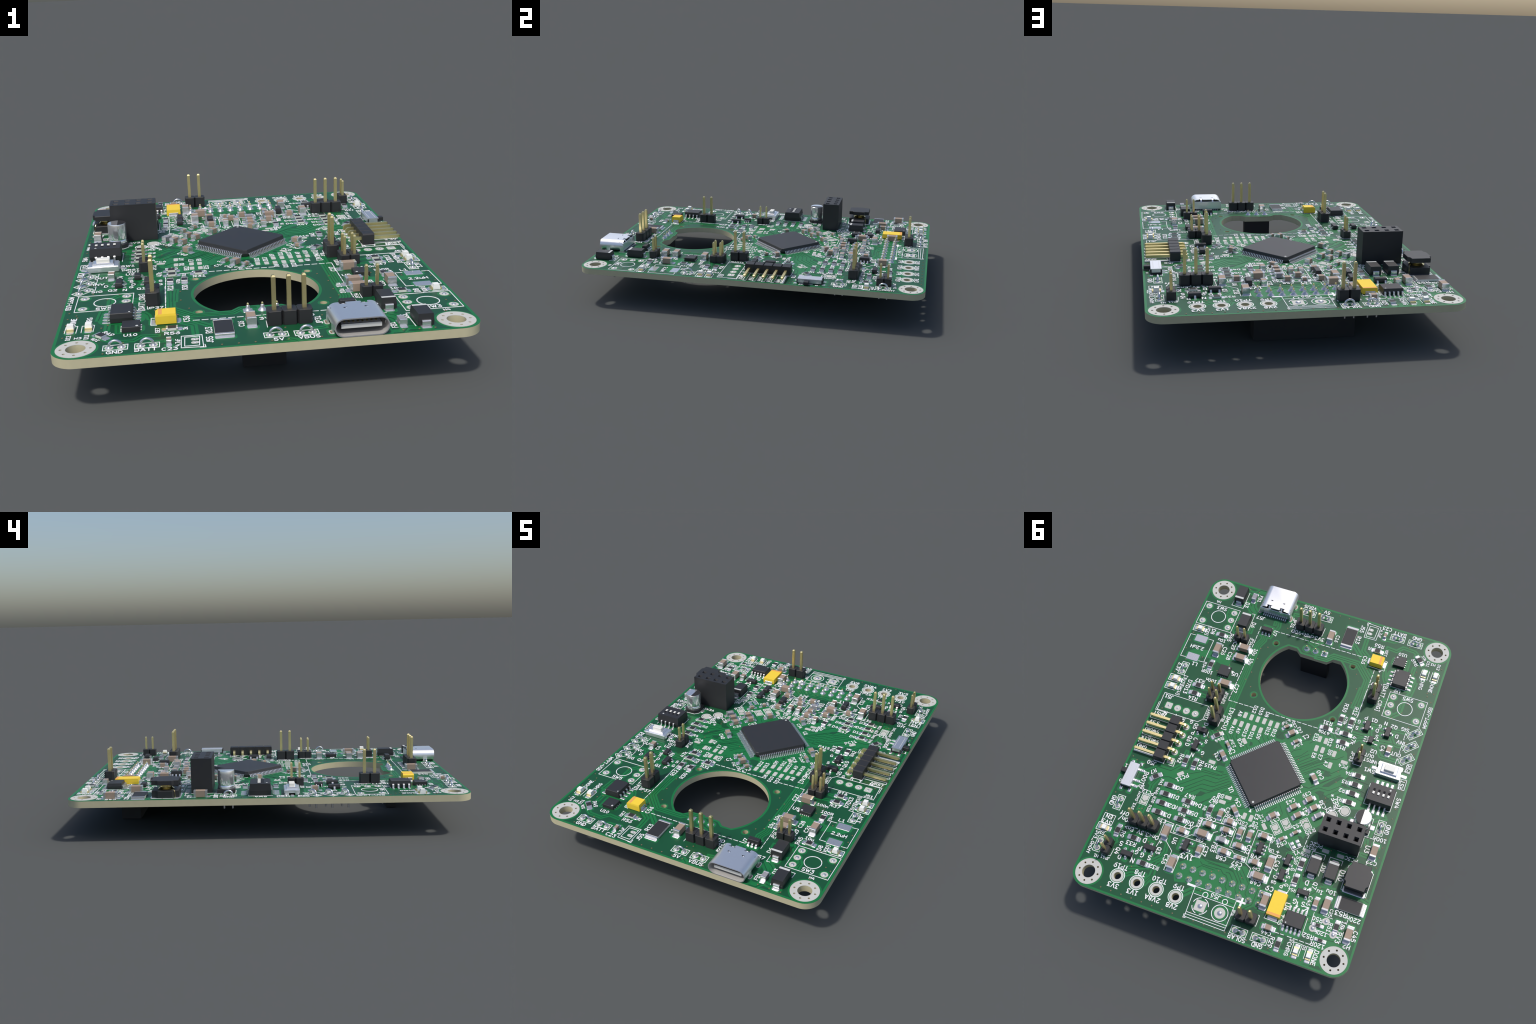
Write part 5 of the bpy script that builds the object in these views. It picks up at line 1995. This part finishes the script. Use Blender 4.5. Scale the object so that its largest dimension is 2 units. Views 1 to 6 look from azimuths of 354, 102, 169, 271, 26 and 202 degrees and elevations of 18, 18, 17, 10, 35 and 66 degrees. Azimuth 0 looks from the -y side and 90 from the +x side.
n = 0
y = -39.0
while y < 40:
    for sx in (-1, 1):
        via(sx * (HALF_X - 1.25), y + (0.6 if sx > 0 else 0), n)
        if n % 3 == 0:
            via(sx * (HALF_X - 2.6), y + 1.3, n)
        n += 1
    y += 2.66
x = -26.6
while x < 27:
    if x < 8 or x > 20:
        via(x, -HALF_Y + 1.15, n)
    via(x, HALF_Y - 1.2, n)
    if n % 2:
        via(x + 1.3, HALF_Y - 2.9, n)
    n += 1
    x += 2.66
for k in range(40):
    a = 2 * math.pi * k / 40
    vx, vy = 14.2 * math.cos(a), -23.5 + 14.4 * math.sin(a)
    if abs(vy + 23.5) < 9.5 and k % 2:
        via(vx, vy, n)
spots = 0
while spots < 150:
    vx, vy = random.uniform(-32, 32), random.uniform(-44, 44)
    if math.hypot(vx, vy + 23.5) < 13.5 or abs(vx) + abs(vy - 5.6) < 13:
        continue
    via(vx, vy, spots)
    spots += 1
o = place('stitching_vias', vias.mesh('stitching_vias'))
o['kind'] = 'stuff'

for nm, sh in (('bare_mask', flat_bare), ('copper_track', flat_pour), ('printed_outline', flat_ink)):
    o = place(nm, sh.mesh(nm))
    o['kind'] = 'stuff'

# ------------------------------------------------------------------ printed lettering
# A single-stroke plotter alphabet: cap height 1, strokes as short polylines and arcs.
GLYPH = {}


def arc(cx, cy, rx, ry, a0, a1):
    n = max(3, int(abs(a1 - a0) / 30))
    return [(cx + rx * math.cos(math.radians(a0 + (a1 - a0) * k / n)),
             cy + ry * math.sin(math.radians(a0 + (a1 - a0) * k / n))) for k in range(n + 1)]


def glyph(ch, width, *strokes):
    GLYPH[ch] = (width, strokes)


glyph('A', .70, [(0, 0), (.35, 1), (.7, 0)], [(.12, .3), (.58, .3)])
glyph('B', .66, [(0, .53), (0, 1), (.38, 1)] + arc(.38, .77, .24, .23, 75, -75) + [(.38, .53), (0, .53), (0, 0), (.38, 0)] + arc(.38, .265, .28, .265, -75, 75))
glyph('C', .66, arc(.36, .5, .36, .5, 48, 312))
glyph('D', .66, [(0, 0), (0, 1), (.28, 1)] + arc(.28, .5, .38, .5, 75, -75) + [(.28, 0), (0, 0)])
glyph('E', .56, [(.55, 1), (0, 1), (0, 0), (.56, 0)], [(0, .53), (.44, .53)])
glyph('F', .54, [(.54, 1), (0, 1), (0, 0)], [(0, .53), (.42, .53)])
glyph('G', .68, arc(.36, .5, .36, .5, 50, 310) + [(.67, .12), (.67, .46), (.42, .46)])
glyph('H', .66, [(0, 0), (0, 1)], [(.66, 0), (.66, 1)], [(0, .53), (.66, .53)])
glyph('I', .08, [(.04, 0), (.04, 1)])
glyph('J', .42, [(.42, 1), (.42, .25)] + arc(.2, .24, .22, .24, -20, -150))
glyph('K', .64, [(0, 0), (0, 1)], [(.6, 1), (0, .4)], [(.2, .58), (.64, 0)])
glyph('L', .52, [(0, 1), (0, 0), (.52, 0)])
glyph('M', .76, [(0, 0), (0, 1), (.38, .28), (.76, 1), (.76, 0)])
glyph('N', .66, [(0, 0), (0, 1), (.66, 0), (.66, 1)])
glyph('O', .70, arc(.35, .5, .35, .5, 90, 450))
glyph('P', .64, [(0, 0), (0, 1), (.38, 1)] + arc(.38, .74, .26, .26, 75, -75) + [(.38, .48), (0, .48)])
glyph('Q', .72, arc(.35, .5, .35, .5, 90, 450), [(.42, .24), (.74, -.1)])
glyph('R', .66, [(0, 0), (0, 1), (.38, 1)] + arc(.38, .74, .26, .26, 75, -75) + [(.38, .48), (0, .48)], [(.32, .46), (.66, 0)])
glyph('S', .64, arc(.32, .755, .3, .245, 35, 255) + arc(.32, .265, .32, .265, 75, -150))
glyph('T', .62, [(0, 1), (.62, 1)], [(.31, 1), (.31, 0)])
glyph('U', .66, [(0, 1), (0, .3)] + arc(.33, .3, .33, .3, 195, 345) + [(.66, .3), (.66, 1)])
glyph('V', .70, [(0, 1), (.35, 0), (.7, 1)])
glyph('W', .90, [(0, 1), (.22, 0), (.45, .75), (.68, 0), (.9, 1)])
glyph('X', .66, [(0, 0), (.66, 1)], [(0, 1), (.66, 0)])
glyph('Y', .66, [(0, 1), (.33, .5), (.66, 1)], [(.33, .5), (.33, 0)])
glyph('0', .62, arc(.31, .5, .31, .5, 90, 450))
glyph('1', .52, [(.02, .8), (.27, 1), (.27, 0)], [(0, 0), (.54, 0)])
glyph('2', .62, arc(.31, .73, .3, .27, 165, -20) + [(0, 0), (.62, 0)])
glyph('3', .62, [(.02, 1), (.6, 1), (.27, .6)] + arc(.3, .3, .32, .3, 75, -150))
glyph('4', .64, [(.5, 0), (.5, .65)], [(.32, 1), (0, .3), (.64, .3)])
glyph('5', .62, [(.56, 1), (.08, 1), (.04, .54)] + arc(.3, .3, .32, .32, 115, -145))
glyph('6', .62, [(.52, 1), (.2, .8)] + arc(.31, .3, .31, .3, 160, 510))
glyph('7', .62, [(0, 1), (.62, 1), (.2, 0)])
glyph('8', .62, arc(.31, .28, .31, .28, 90, 450), arc(.31, .78, .26, .22, -90, 270))
glyph('9', .62, [(.1, 0), (.42, .2)] + arc(.31, .7, .31, .3, -20, 330))
glyph('n', .52, [(0, 0), (0, .66)], [(0, .42)] + arc(.26, .42, .26, .24, 150, 15) + [(.52, 0)])
glyph('u', .52, [(0, .66), (0, .25)] + arc(.26, .24, .26, .24, 195, 330) + [(.5, .1)], [(.52, .66), (.52, 0)])
glyph('k', .50, [(0, 0), (0, 1)], [(.46, .66), (0, .28)], [(.15, .4), (.5, 0)])
glyph('p', .54, [(0, -.33), (0, .66)], arc(.27, .33, .27, .33, 90, 450))
glyph('f', .40, [(.4, 1), (.25, .95), (.17, .75), (.17, 0)], [(0, .64), (.38, .64)])
glyph('.', .10, [(.05, 0), (.05, .05)])
glyph('<', .60, [(.6, .75), (0, .42), (.6, .1)])
glyph('>', .60, [(0, .75), (.6, .42), (0, .1)])
glyph('[', .26, [(.26, 1.15), (0, 1.15), (0, -.15), (.26, -.15)])
glyph(']', .26, [(0, 1.15), (.26, 1.15), (.26, -.15), (0, -.15)])
glyph('/', .60, [(0, -.2), (.6, 1.1)])
glyph('+', .62, [(0, .42), (.62, .42)], [(.31, .11), (.31, .73)])
glyph('-', .55, [(0, .42), (.55, .42)])
glyph('_', .60, [(0, -.1), (.6, -.1)])


def word(text, h):
    """The whole word as one thin mesh, centred on its middle."""
    s = Shape()
    pen, drawn = 0.0, []
    for ch in text:
        w, strokes = GLYPH[ch]
        for st in strokes:
            run = []
            for k, p in enumerate(st):
                run.append((pen + p[0], p[1]))
                if 0 < k < len(st) - 1 and len(run) > 1:
                    u = Vector(p) - Vector(st[k - 1])
                    v = Vector(st[k + 1]) - Vector(p)
                    if u.normalized().dot(v.normalized()) < -0.2:   # hairpin: start a new stroke
                        drawn.append(run)
                        run = [(pen + p[0], p[1])]
            drawn.append(run)
        pen += w + GAP
    mid = (pen - GAP) / 2
    for k, st in enumerate(drawn):
        pts = [((px - mid) * h, (py - 0.5) * h) for px, py in st]
        closed = (Vector(pts[0]) - Vector(pts[-1])).length < 1e-4
        stroke(s, pts[:-1] if closed else pts, 0.19 * h, 0.03 + 0.0012 * (k % 3), INK, 0.0, closed)
    return s


GAP = 0.30
for text, x, y, deg, h in labels:
    place('printed_label', shared(('printed_label', text, h), lambda: word(text, h)), x, y, deg, z=LAYER_TEXT - 0.03)
